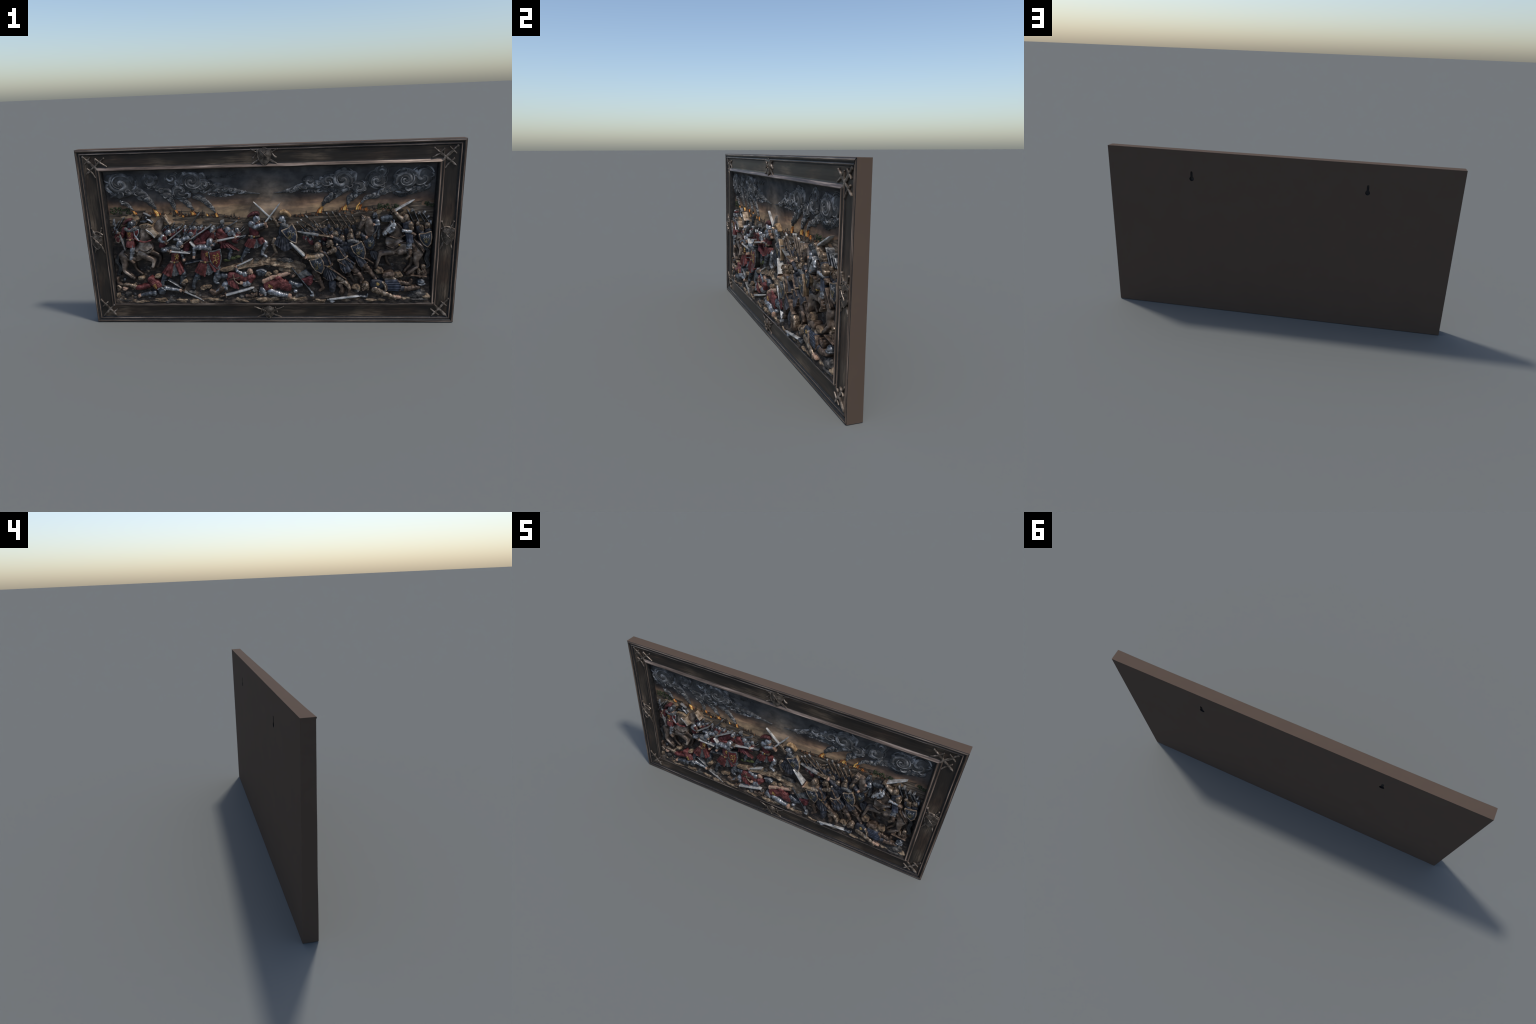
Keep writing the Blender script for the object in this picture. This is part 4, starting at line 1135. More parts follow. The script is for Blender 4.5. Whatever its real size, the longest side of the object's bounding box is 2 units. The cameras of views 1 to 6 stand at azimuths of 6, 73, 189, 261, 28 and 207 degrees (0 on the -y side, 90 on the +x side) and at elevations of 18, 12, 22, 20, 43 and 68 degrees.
def squad(spots, y, bowl, coat, look, drop):
    """Single soldiers of the middle ranks: helmet, face and shoulders."""
    for spot in spots:
        k = empty("soldier", plaque)
        helmet(k, spot, y, bowl, look)
        r = spot[2]
        torso(k, [(spot[0] - look * r * 0.2, spot[1] - r * 1.7, r * 1.1), (spot[0] - look * r * 0.7, spot[1] - r * 3.6, r * 1.5), (spot[0] - look * r * 1.2, spot[1] - r * (3.6 + drop), r * 1.4)], y + 0.003, coat)

squad([(-514, 531, 8.9), (-483, 548, 6.1), (-394, 547, 6.9), (-361, 544, 6.5), (-336, 544, 5.7), (-832, 530, 8.1)], -0.004, "steel", "maroon", 1, 1.0)
squad([(-300, 532, 12.3), (-164, 527, 12.8), (-363, 543, 7.6), (-395, 546, 7.6)], -0.008, "steel", "crimson", 1, 1.5)
squad([(371, 545, 9.7), (345, 528, 9.3), (304, 542, 7), (283, 543, 6.2), (327, 561, 5.8), (262, 526, 7.8), (419, 540, 8.2), (456, 558, 7.8), (204, 543, 5.1)], -0.005, "bronze", "navy", -1, 1.2)
squad([(445, 518, 10.5), (401, 475, 14.8), (364, 502, 15.5)], -0.016, "bronze", "navy", -1, 1.2)
squad([(788, 553, 9.7), (806, 528, 15.8), (839, 544, 14.9)], -0.017, "bronze", "navy", -1, 1.0)

arms = empty("polearms", plaque)
for foot, tip in (((-853, 526), (-810, 593)), ((-832, 535), (-781, 614)), ((-461, 496), (-359, 632)), ((-578, 509), (-545, 537)), ((-389, 519), (-362, 547)), ((-523, 547), (-503, 577)), ((-242, 532), (-157, 581)), ((-271, 538), (-231, 577)), ((-168, 466), (-118, 493))):
    spear(arms, foot, tip, -0.006, 2.2, "dark_steel", "grey_blade")
for foot, tip in (((305, 499), (205, 606)), ((208, 516), (160, 569)), ((252, 532), (178, 582)), ((364, 550), (314, 619)), ((409, 525), (345, 623)), ((437, 530), (382, 610)), ((450, 552), (416, 596)), ((477, 556), (451, 600)), ((287, 558), (324, 580))):
    spear(arms, foot, tip, -0.008, 2.0, "wood_pole", "grey_blade", y_head=0.0)
for foot, tip in (((765, 562), (732, 626)), ((793, 561), (760, 629)), ((823, 561), (790, 613)), ((843, 561), (811, 608))):
    spear(arms, foot, tip, -0.010, 2.2, "dark_steel", "grey_blade")
pc = Piece()
for spot in ((756, 622, 6.2), (792, 608, 6.2), (819, 612, 6.2), (839, 588, 5.3)):
    pc.plate([(spot[0] - spot[2], spot[1] - spot[2]), (spot[0] + spot[2] * .6, spot[1] - spot[2] * .5), (spot[0] + spot[2], spot[1] + spot[2]), (spot[0] - spot[2] * .3, spot[1] + spot[2] * .6)], -0.010, "grey_blade", 0.001, segs=16)
pc.plate([(-671, 636), (-657, 632), (-630, 618), (-635, 615), (-661, 628)], -0.004, "grey_blade", 0.001)
pc.plate([(-677, 625), (-662, 626), (-637, 613), (-646, 597), (-671, 601), (-685, 610)], 0.000, "dark_leather", 0.002)
pc.limb([(-718, 566, 2.4), (-671, 635, 2.4)], -0.006, "wood_pole", arc=5)
pc.plate([(-694, 587), (-672, 593), (-652, 592), (-658, 582), (-677, 580)], -0.006, "dark_steel", 0.002)
pc.limb([(-652, 599, 3.7), (-637, 592, 4.9), (-624, 580, 2.8)], -0.010, "steel")
pc.dome(*(-657, 608, 8.1), 8, -0.010, "dark_steel")
pc.limb([(-847, 570, 3.2), (-841, 600, 3.2), (-838, 574, 3.2), (-836, 557, 3.2)], -0.002, "steel", arc=5)
pc.plate([(-251, 582), (-232, 589), (-234, 570), (-247, 568)], -0.006, "grey_blade", 0.001)
pc.done("axe_heads", arms)

# ------------------------------------------------------------------ red army
rider = empty("rider", plaque)
leg(rider, [(-746, 457, 13.8), (-749, 426, 12.2), (-756, 395, 9.7), (-762, 373, 7.7)], -0.034, "steel", "leather", toe=(-746, 358, 6.1))
torso(rider, [(-746, 547, 23.5), (-750, 518, 23.5), (-751, 492, 17.8)], -0.030, "crimson")
lion(rider, (-754, 522), 17, 0, -0.0315)
pc = Piece(); pc.skirt([(-770, 495), (-731, 494)], [(-781, 454), (-758, 448), (-732, 449)], -0.032, "crimson", 4, 0.004); pc.done("skirt", rider)
belt(rider, [(-771, 494, 3.2), (-751, 491, 3.7), (-730, 493, 3.2)], -0.034)
pc = Piece(); pc.limb([(-774, 554, 8.9), (-751, 541, 11.4), (-722, 551, 9.7), (-709, 552, 5.7)], -0.032, "mail_grey"); pc.done("mail_collar", rider)
helmet(rider, (-742, 574, 20.3), -0.030, "dark_steel", 1)
pc = Piece(); pc.limb([(-783, 577, 4.9), (-771, 590, 6.1), (-757, 598, 6.9), (-743, 600, 5.7)], -0.024, "plume_red", bands=5, band=0.3); pc.done("plume", rider)
arm(rider, [(-781, 548, 13), (-794, 524, 11.4), (-804, 498, 8.1)], -0.026, "maroon")
weapon(rider, (-808, 532), (-786, 431), 9, -0.034, "grey_blade", hilt_part=0.12, guard=False)
shield(rider, [(-726, 540), (-700, 550), (-700, 531), (-713, 509), (-723, 516)], -0.026, "shield_red", rim_r=2.2, rim="silver_trim")
shield(rider, [(-839, 494), (-827, 507), (-810, 500), (-810, 482), (-825, 471), (-838, 478)], -0.012, "shield_red", rim_r=2, bulge=0.004)

def red_skirt(k, waist, hem, y, pleats=5, mat="crimson"):
    pc = Piece()
    pc.skirt(waist, hem, y, mat, pleats, 0.007)
    pc.done("skirt", k)

# swordsman in front, left
k = empty("knight", plaque)
leg(k, [(-574, 285, 17), (-585, 263, 14.6), (-596, 240, 11.4), (-596, 217, 9.7)], -0.024, "dark_steel", "dark_leather", toe=(-581, 210, 8.1))
leg(k, [(-483, 307, 17), (-474, 285, 14.6), (-483, 253, 13.8), (-487, 228, 12.2)], -0.025, "dark_steel", "dark_leather", toe=(-471, 221, 9.7))
pc = Piece(); pc.skirt([(-543, 353), (-496, 352)], [(-562, 290), (-524, 277), (-484, 294)], -0.026, "mail_grey", 5, 0.004); pc.done("mail_skirt", k)
red_skirt(k, [(-545, 357), (-517, 355)], [(-592, 301), (-567, 285), (-542, 271)], -0.031, 4)
red_skirt(k, [(-519, 355), (-489, 357)], [(-508, 320), (-489, 288), (-467, 303)], -0.031, 3)
torso(k, [(-505, 421, 26), (-510, 392, 25.1), (-518, 361, 20.3)], -0.029, "crimson")
lion(k, (-503, 389), 20, 0, -0.031)
belt(k, [(-540, 362, 3.7), (-517, 357, 4.1), (-495, 360, 3.7)], -0.034)
pc = Piece(); pc.limb([(-527, 439, 12.2), (-506, 434, 14.6), (-485, 432, 10.5)], -0.032, "mail_grey"); pc.done("mail_collar", k)
helmet(k, (-481, 463, 17.8), -0.033, "steel", 1)
arm(k, [(-521, 434, 12.2), (-560, 428, 13.8), (-581, 426, 12.2)], -0.027, "dark_steel", 3, hand=False)
arm(k, [(-571, 426, 11.4), (-554, 426, 9.7), (-543, 424, 8.1)], -0.034, "dark_steel")
weapon(k, (-549, 425), (-426, 406), 10.5, -0.037, hilt_part=0.1, y_tip=-0.030)
arm(k, [(-476, 414, 10.5), (-471, 392, 8.1), (-467, 376, 7.3)], -0.027, "dark_steel")

# swordsman with the red shield
k = empty("knight", plaque)
leg(k, [(-385, 297, 18.9), (-397, 271, 17), (-414, 239, 13.2), (-423, 215, 10.4)], -0.026, "dark_steel", "dark_steel", toe=(-416, 201, 7.6))
leg(k, [(-281, 312, 17), (-288, 281, 14.2), (-301, 249, 10.4), (-301, 236, 8.5)], -0.023, "dark_steel", "dark_steel", toe=(-278, 227, 6.2))
pc = Piece(); pc.skirt([(-368, 349), (-314, 349)], [(-362, 297), (-328, 281), (-297, 302)], -0.027, "mail_grey", 5, 0.004); pc.done("mail_skirt", k)
red_skirt(k, [(-378, 357), (-333, 351)], [(-409, 304), (-383, 289), (-350, 273)], -0.033, 4)
red_skirt(k, [(-331, 349), (-306, 354)], [(-314, 312), (-292, 301), (-272, 315)], -0.031, 3)
torso(k, [(-338, 421, 29.3), (-343, 390, 27.4), (-345, 357, 22.7)], -0.031, "crimson")
lion(k, (-335, 400), 14, 0, -0.033)
belt(k, [(-371, 360, 4.3), (-345, 355, 4.7), (-318, 358, 4.3)], -0.035)
helmet(k, (-314, 467, 19.9), -0.035, "steel", 1, beard=True)
pc = Piece(); pc.limb([(-357, 436, 11.4), (-328, 432, 14.2), (-311, 426, 9.5)], -0.035, "mail_grey"); pc.done("mail_collar", k)
arm(k, [(-342, 439, 14.2), (-369, 439, 13.2), (-399, 436, 10.4)], -0.036, "steel", 6, hand=False)
arm(k, [(-401, 433, 9.5), (-404, 411, 8.5), (-406, 394, 7.6)], -0.034, "steel")
weapon(k, (-397, 439), (-424, 473), 9.5, -0.033, hilt_part=0.0)
spear(k, (-458, 346), (-334, 371), -0.030, 2.4, "dark_steel", "grey_blade", blade=False)
weapon(k, (-295, 471), (-151, 496), 10.5, -0.030, hilt_part=0.14, y_tip=-0.016)
arm(k, [(-315, 436, 10.4), (-297, 451, 9.5), (-284, 466, 8)], -0.028, "steel")
shield(k, [(-322, 416), (-289, 420), (-258, 430), (-253, 384), (-262, 343), (-280, 316), (-304, 338), (-318, 369)], -0.032, "shield_red", lion, 32, -8, rim="mail_grey", side="hair_black", rim_r=4)

# long pole of the duel's left side
k = empty("knight", plaque)
helmet(k, (-542, 525, 15.4), -0.016, "steel", 1)
torso(k, [(-564, 504, 17.8), (-576, 473, 20.3), (-586, 438, 18.7)], -0.012, "maroon")
arm(k, [(-575, 499, 13.8), (-592, 482, 11.4), (-565, 470, 8.1)], -0.017, "steel", 4)
weapon(k, (-559, 469), (-458, 544), 8, -0.020, "grey_blade", hilt_part=0.08)
shield(k, [(-573, 504), (-555, 506), (-551, 490), (-562, 477), (-575, 484)], -0.018, "shield_red", rim_r=2)
k = empty("knight", plaque)
helmet(k, (-418, 511, 15.4), -0.014, "steel", 1, crest="plume_red")
torso(k, [(-436, 480, 17), (-447, 450, 18.7), (-454, 419, 17.8)], -0.010, "maroon")
arm(k, [(-436, 489, 12.2), (-460, 482, 11.4), (-475, 476, 9.7)], -0.017, "steel", 5, hand=False)
weapon(k, (-471, 452), (-295, 565), 7.5, -0.022, "grey_blade", "wood_pole", hilt_part=0.3, guard=False)
arm(k, [(-508, 483, 8.1), (-492, 481, 7.3), (-476, 463, 6.9)], -0.014, "steel")
k = empty("knight", plaque)
helmet(k, (-214, 534, 14.7), -0.016, "steel", 1)
torso(k, [(-230, 508, 22.7), (-243, 491, 26.5), (-260, 461, 23.7)], -0.013, "crimson")
arm(k, [(-256, 521, 16.1), (-267, 506, 13.2), (-272, 491, 10.4)], -0.015, "crimson", hand=False)
arm(k, [(-203, 510, 12.3), (-188, 520, 9.5), (-177, 500, 7.6)], -0.017, "steel")
red_skirt(k, [(-255, 461), (-216, 460)], [(-262, 430), (-207, 432), (-157, 414)], -0.014, 5, "maroon")
leg(k, [(-217, 430, 14.2), (-201, 414, 9.5), (-210, 389, 11.4), (-216, 368, 10.4)], -0.012, "dark_steel")
weapon(k, (-156, 489), (-114, 499), 6, -0.010, "grey_blade", hilt_part=0)
k = empty("knight", plaque)
torso(k, [(-317, 517, 16.1), (-346, 497, 20.8), (-367, 472, 20.8)], -0.010, "maroon")
torso(k, [(-372, 475, 16.1), (-393, 462, 16.1), (-344, 452, 14.2)], -0.012, "crimson", "cloak")
helmet(k, (-300, 534, 12.8), -0.013, "steel", 1)

# duellist in red
k = empty("knight", plaque)
leg(k, [(-100, 443, 17), (-113, 417, 15.1), (-132, 387, 10.4), (-146, 364, 8)], -0.014, "dark_steel", "dark_steel", toe=(-143, 349, 6.2))
leg(k, [(-36, 462, 16.1), (-10, 452, 13.2), (-26, 411, 10.4), (-33, 391, 8)], -0.015, "steel", "steel", toe=(-6, 376, 5.7))
pc = Piece(); pc.skirt([(-98, 478), (-30, 484)], [(-100, 438), (-61, 429), (-22, 452)], -0.012, "mail_grey", 6, 0.004); pc.done("mail_skirt", k)
red_skirt(k, [(-103, 485), (-57, 480)], [(-126, 447), (-105, 435), (-75, 430)], -0.017, 4)
red_skirt(k, [(-57, 480), (-28, 487)], [(-48, 457), (-31, 451), (-12, 467)], -0.017, 3)
torso(k, [(-75, 560, 22.7), (-70, 537, 27.4), (-71, 497, 23.7)], -0.013, "maroon")
belt(k, [(-100, 498, 4.3), (-71, 492, 4.7), (-42, 496, 4.3)], -0.018)
pc = Piece(); pc.dome(*(-83, 490, 11.4), 12, -0.020, "mail_grey", lumps=0.5); pc.done("pouch", k)
helmet(k, (-56, 590, 19.9), -0.016, "steel", 1)
pc = Piece(); pc.limb([(-98, 604, 5.7), (-83, 614, 8.5), (-66, 620, 9.5), (-49, 622, 8), (-42, 613, 4.7)], -0.012, "plume_red", bands=7, band=0.3); pc.done("plume", k)
arm(k, [(-80, 560, 18.9), (-65, 545, 14.2), (-42, 553, 11.4), (-17, 560, 8.5)], -0.019, "steel", 4)
arm(k, [(-48, 532, 11.4), (-28, 537, 10.4), (-11, 544, 8)], -0.012, "dark_leather")
weapon(k, (-28, 544), (75, 675), 9.5, -0.008, hilt_part=0.2, y_tip=-0.001)
# duellist in blue
k = empty("knight", plaque)
leg(k, [(42, 471, 15.1), (34, 456, 12.3), (38, 426, 10.9), (47, 398, 9.5)], -0.013, "bronze", "leather", toe=(22, 379, 5.2))
leg(k, [(118, 435, 17), (151, 409, 13.2), (172, 384, 10.4), (181, 360, 8.5)], -0.010, "dark_leather", "dark_leather", toe=(184, 348, 6.6))
pc = Piece(); pc.skirt([(59, 496), (111, 482)], [(34, 456), (65, 430), (93, 410), (137, 429)], -0.016, "navy", 7, 0.007); pc.done("skirt", k)
torso(k, [(91, 554, 21.8), (89, 530, 24.6), (83, 490, 21.8)], -0.012, "navy")
pc = Piece(); pc.limb([(82, 558, 11.4), (98, 549, 14.2), (120, 539, 10.4)], -0.015, "mail_grey", bands=5); pc.done("mail_collar", k)
helmet(k, (82, 586, 18.9), -0.016, "steel", -1, beard=True)
pc = Piece(); pc.limb([(75, 622, 8.5), (93, 625, 10.4), (112, 616, 9.5), (126, 601, 5.7)], -0.012, "plume_tan", bands=6, band=0.3); pc.done("plume", k)
arm(k, [(61, 552, 9.5), (47, 575, 8.5), (36, 592, 8)], -0.010, "bronze", 4, glove="bronze")
weapon(k, (47, 566), (-69, 683), 9.5, -0.002, hilt_part=0.14, y_tip=0.001)
shield(k, [(79, 524), (108, 537), (135, 561), (153, 529), (160, 489), (155, 453), (128, 465), (100, 492)], -0.014, "blue", eagle, 34, -18, bulge=0.006, rim="pale_bronze", rim_r=4)
weapon(k, (203, 370), (118, 460), 9, -0.026, hilt_part=0.06, y_tip=-0.014)

# ------------------------------------------------------------------ blue army
def blue_skirt(k, waist, hem, y, pleats=6, trim=True):
    pc = Piece()
    pc.skirt(waist, hem, y, "navy", pleats, 0.008, flare=0.005)
    if trim:
        pc.limb([(q[0], q[1] + 1.5, 2.4) for q in hem], y - 0.005, "leather", arc=5)
    pc.done("skirt", k)

# third rank: long sword arm
k = empty("knight", plaque)
weapon(k, (344, 486), (163, 516), 12, -0.024, "grey_blade", "bronze", hilt_part=0.38, guard=False, y_tip=-0.010)
arm(k, [(390, 461, 10.1), (371, 474, 8.6), (352, 484, 7.4)], -0.024, "navy")
# nearest file
k = empty("knight", plaque)
leg(k, [(516, 331, 17.9), (536, 306, 15.5), (560, 278, 13.2), (578, 251, 8.6)], -0.020, "leather", "leather", bands=6, toe=(589, 236, 5.4))
leg(k, [(497, 331, 15.5), (513, 298, 11.7), (533, 276, 10.1)], -0.008, "dark_leather")
blue_skirt(k, [(453, 385), (496, 377)], [(475, 354), (497, 321), (535, 343)], -0.024, 4)
torso(k, [(448, 459, 20.2), (445, 422, 21.8), (469, 377, 19.4)], -0.018, "navy")
pc = Piece(); pc.limb([(433, 463, 8.6), (452, 463, 11.7), (482, 454, 10.1)], -0.023, "mail_grey", bands=5); pc.done("mail_collar", k)
helmet(k, (443, 490, 17.1), -0.024, "bronze", -1)
arm(k, [(418, 447, 10.1), (398, 439, 7.8), (379, 443, 5.8)], -0.020, "navy", glove="pale_bronze")
shield(k, [(446, 434), (473, 444), (499, 462), (517, 429), (522, 397), (516, 363), (484, 379), (459, 404)], -0.026, "shield_blue", eagle, 30, -14, rim_r=3.6)
k = empty("knight", plaque)
helmet(k, (486, 496, 15.5), -0.016, "bronze", -1)
torso(k, [(509, 478, 14), (528, 454, 17.9), (541, 413, 17.9)], -0.010, "navy")
arm(k, [(502, 494, 10.1), (512, 488, 7.8), (520, 484, 7)], -0.017, "navy")
shield(k, [(509, 462), (535, 480), (558, 495), (573, 469), (572, 441), (560, 417), (543, 411), (523, 429)], -0.016, "shield_blue", eagle, 24, -12, rim="dark_leather", rim_r=2.6)
spear(k, (566, 337), (515, 368), -0.018, 4, "leather", blade=False)
pc = Piece(); pc.skirt([(541, 409), (579, 400)], [(553, 376), (581, 355), (607, 371)], -0.010, "navy", 4, 0.005); pc.done("skirt", k)
# second
k = empty("knight", plaque)
leg(k, [(458, 313, 17.1), (478, 288, 14.8), (499, 265, 11.7), (510, 248, 8.6)], -0.024, "leather", "leather", bands=6, toe=(501, 228, 5.8))
leg(k, [(415, 297, 17.1), (439, 276, 14), (455, 255, 10.1), (463, 233, 8.6)], -0.018, "dark_leather", "dark_leather")
blue_skirt(k, [(376, 364), (430, 368)], [(392, 310), (415, 287), (450, 303), (469, 340)], -0.029, 6)
torso(k, [(371, 422, 23.3), (391, 393, 25.7), (411, 351, 21.8)], -0.027, "navy")
pc = Piece(); pc.limb([(379, 428, 2.3), (410, 380, 2.3), (445, 347, 2.3)], -0.034, "leather"); pc.limb([(376, 360, 2.7), (403, 364, 2.7), (429, 380, 2.7)], -0.034, "pale_bronze"); pc.done("baldric", k)
helmet(k, (335, 454, 18.7), -0.032, "bronze", -1)
pc = Piece(); pc.dome(*(305, 447, 13.2), 13, -0.020, "hair_black", lumps=0.4); pc.done("hood", k)
arm(k, [(358, 416, 15.5), (338, 404, 11.7), (325, 396, 8.6)], -0.033, "bronze", 4, hand=False)
weapon(k, (376, 356), (454, 301), 6, -0.034, "leather", "bronze", hilt_part=0.2)
# foremost
k = empty("knight", plaque)
leg(k, [(256, 290, 17.9), (272, 256, 15.5), (292, 222, 11.7), (299, 205, 8.6)], -0.038, "leather", "leather", bands=6, toe=(277, 185, 5.4))
leg(k, [(372, 268, 17.1), (399, 247, 14), (429, 219, 10.9), (441, 200, 8.6)], -0.038, "bronze", "leather", bands=7, toe=(436, 178, 5.4))
blue_skirt(k, [(293, 319), (340, 327)], [(301, 265), (325, 250), (352, 254), (380, 272)], -0.040, 7)
torso(k, [(293, 394, 21.8), (309, 365, 24.1), (325, 323, 22.5)], -0.040, "navy")
pc = Piece(); pc.limb([(282, 414, 2.7), (313, 393, 2.7), (330, 356, 2.7), (340, 319, 2.3)], -0.045, "leather"); pc.done("baldric", k)
belt(k, [(305, 332, 3.1), (329, 329, 3.5), (348, 337, 3.1)], -0.045)
helmet(k, (270, 438, 19.4), -0.044, "bronze", -1)
arm(k, [(290, 392, 15.5), (274, 386, 12.4), (259, 381, 11.7)], -0.044, "pale_bronze", hand=False)
arm(k, [(266, 380, 11.7), (235, 379, 10.5), (214, 379, 7)], -0.044, "shield_side")
weapon(k, (216, 370), (125, 460), 9.5, -0.043, hilt_part=0.18, y_tip=-0.022)
shield(k, [(224, 365), (255, 369), (283, 382), (299, 352), (304, 319), (290, 287), (258, 305), (237, 334)], -0.043, "shield_blue", eagle, 32, -10, rim_r=3.8)
weapon(k, (311, 334), (425, 253), 6, -0.045, "leather", "bronze", hilt_part=0.1)

# riders, right
rider = empty("rider", plaque)
leg(rider, [(748, 462, 15.8), (747, 438, 14.1), (748, 408, 12.3), (751, 383, 8.8)], -0.036, "steel", "bronze", toe=(734, 366, 6.6))
limb_part(rider, "boot", [(748, 422, 12.7), (749, 403, 11.9), (752, 380, 8.8)], -0.037, "leather", bands=3)
pc = Piece(); pc.skirt([(725, 503), (761, 498)], [(732, 460), (749, 453), (767, 458)], -0.033, "blue", 3, 0.004); pc.done("skirt", rider)
torso(rider, [(731, 559, 23.7), (736, 534, 23.7), (742, 499, 19.3)], -0.029, "navy")
helmet(rider, (725, 588, 16.7), -0.030, "bronze", -1)
arm(rider, [(713, 572, 12.3), (692, 590, 10.5), (676, 608, 8.8), (665, 619, 7.5)], -0.026, "bronze", 5, glove="bronze")
weapon(rider, (649, 613), (767, 678), 9, -0.020, hilt_part=0.16, y_tip=-0.004)
arm(rider, [(748, 550, 14.1), (752, 523, 11.4), (733, 517, 8.8), (720, 519, 7.5)], -0.034, "bronze", 5, glove="silver_trim")
limb_part(rider, "forearm_plate", [(752, 516, 9.7), (731, 517, 8.3), (712, 520, 6.2)], -0.036, "silver_trim")
pc = Piece(); pc.dome(*(762, 494, 17.6), 13, -0.030, "leather", lumps=0.7); pc.done("saddle_bag", rider)
rider = empty("rider", plaque)
helmet(rider, (569, 601, 12.4), -0.016, "dark_steel", -1, face="steel")
torso(rider, [(571, 574, 16.3), (579, 550, 18.7), (584, 523, 17.1)], -0.014, "navy")
arm(rider, [(581, 566, 10.9), (587, 550, 8.6), (570, 551, 6.2)], -0.019, "steel", 3)
limb_part(rider, "leg", [(588, 522, 8.6), (591, 495, 7.8), (587, 475, 6.2)], -0.014, "dark_steel", 4)
k = empty("soldier", plaque)
shield(k, [(795, 497), (827, 501), (856, 511), (861, 475), (858, 444), (844, 425), (822, 440), (803, 467)], -0.020, "shield_blue", eagle, 26, 0, rim_r=3, bulge=0.006)
pc = Piece(); pc.limb([(852, 564, 6.2), (855, 547, 5.3)], -0.012, "steel"); pc.done("gauntlet", k)

# ------------------------------------------------------------------ the fallen
k = empty("fallen_knight", plaque)          # left, red
torso(k, [(-668, 263, 17), (-649, 238, 24.3), (-617, 210, 28.4)], -0.030, "crimson")
lion(k, (-639, 217), 16, 20, -0.032)
limb_part(k, "leg", [(-677, 220, 14.6), (-719, 208, 14.6), (-750, 206, 12.2)], -0.028, "crimson")
limb_part(k, "leg", [(-754, 208, 13), (-779, 220, 10.5), (-805, 227, 7.3), (-823, 225, 5.7)], -0.026, "bronze", 4)
pc = Piece(); pc.dome(*(-605, 186, 24.3), 25, -0.037, "dark_steel", rings=9); pc.limb([(-624, 201, 3.2), (-604, 210, 3.2), (-581, 196, 3.2)], -0.037, "steel"); pc.done("helmet", k)
arm(k, [(-647, 175, 16.2), (-692, 170, 12.2), (-723, 164, 8.9)], -0.034, "dark_steel", 5)
arm(k, [(-580, 205, 10.5), (-543, 198, 8.9), (-504, 193, 7.3)], -0.032, "steel", 9)
weapon(k, (-491, 191), (-365, 130), 8, -0.030, "grey_blade", "leather", hilt_part=0.12)
weapon(k, (-486, 200), (-564, 253), 6, -0.026, "grey_blade", hilt_part=0.05)
pc = Piece(); pc.dome(*(-819, 202, 16.2), 13, -0.028, "skin", lumps=0.5); pc.dome(*(-854, 207, 16.2), 18, -0.026, "bronze", lumps=0.6); pc.dome(*(-815, 255, 8.9), 9, -0.024, "dark_steel"); pc.done("head", k)
limb_part(k, "arm", [(-854, 265, 6.5), (-856, 239, 7.3), (-836, 227, 7.3), (-801, 227, 6.5)], -0.022, "leather")
k = empty("fallen_knight", plaque)          # middle, red
torso(k, [(-219, 272, 21.8), (-175, 264, 25.6), (-126, 253, 26.5)], -0.027, "crimson")
pc = Piece(); pc.skirt([(-235, 259), (-176, 243)], [(-227, 227), (-198, 209), (-166, 198)], -0.030, "crimson", 4, 0.005); pc.done("skirt", k)
pc = Piece(); pc.limb([(-194, 280, 2.8), (-186, 248, 2.8), (-164, 227, 2.8)], -0.033, "bronze"); pc.limb([(-215, 254, 2.8), (-180, 259, 2.8), (-155, 267, 2.8)], -0.033, "leather"); pc.done("belt", k)
arm(k, [(-106, 258, 18), (-86, 263, 14.2), (-112, 227, 14.2)], -0.030, "crimson", hand=False)
arm(k, [(-112, 229, 16.1), (-132, 222, 13.2), (-142, 227, 9.5)], -0.031, "steel", 4)
pc = Piece(); pc.dome(*(-130, 277, 17), 16, -0.030, "steel", lumps=0.3); pc.done("mail_collar", k)
helmet(k, (-102, 297, 16.1), -0.030, "skin", -1, beard=True)
arm(k, [(-154, 285, 11.4), (-171, 298, 9.5), (-176, 316, 7.6)], -0.026, "steel", 3)
weapon(k, (-184, 322), (-84, 366), 7.5, -0.024, "blade_steel", hilt_part=0.1)
limb_part(k, "leg", [(-234, 267, 18), (-264, 270, 16.1), (-285, 249, 11.4), (-291, 233, 7.6), (-277, 227, 5.7)], -0.024, "dark_steel")
leg(k, [(-217, 227, 17), (-242, 222, 15.1), (-264, 196, 12.3), (-295, 174, 10.4)], -0.029, "steel", "leather", toe=(-327, 185, 8.5))
limb_part(k, "boot", [(-253, 206, 13.2), (-280, 180, 12.3), (-306, 169, 10.4), (-327, 185, 9.5)], -0.031, "leather", 3)
weapon(k, (-269, 155), (-80, 205), 12.5, -0.036, hilt_part=0.15, guard_span=2.2)
pc = Piece(); pc.dome(*(-238, 198, 11.4), 10, -0.034, "dark_steel"); pc.done("helmet", k)
pc = Piece(); pc.dome(*(-39, 284, 31.2), 25, -0.030, "dark_steel", lumps=0.35, rings=9); pc.limb([(-65, 300, 3.3), (-38, 305, 3.8), (-11, 294, 3.3)], -0.032, "steel"); pc.done("helmet", k)
k = empty("fallen_knight", plaque)          # middle front, red
torso(k, [(-19, 208, 24.6), (21, 215, 29.3), (61, 233, 26.5)], -0.034, "crimson")
lion(k, (10, 212), 15, 60, -0.036)
torso(k, [(60, 228, 28.4), (94, 212, 29.3), (119, 207, 23.7)], -0.033, "crimson", "skirt", bands=4)
limb_part(k, "arm", [(42, 254, 14.2), (61, 259, 11.4), (66, 241, 11.4)], -0.033, "crimson")
helmet(k, (-33, 184, 20.8), -0.037, "steel", -1)
arm(k, [(12, 181, 18), (54, 167, 15.1), (103, 158, 11.4)], -0.037, "steel", 8)
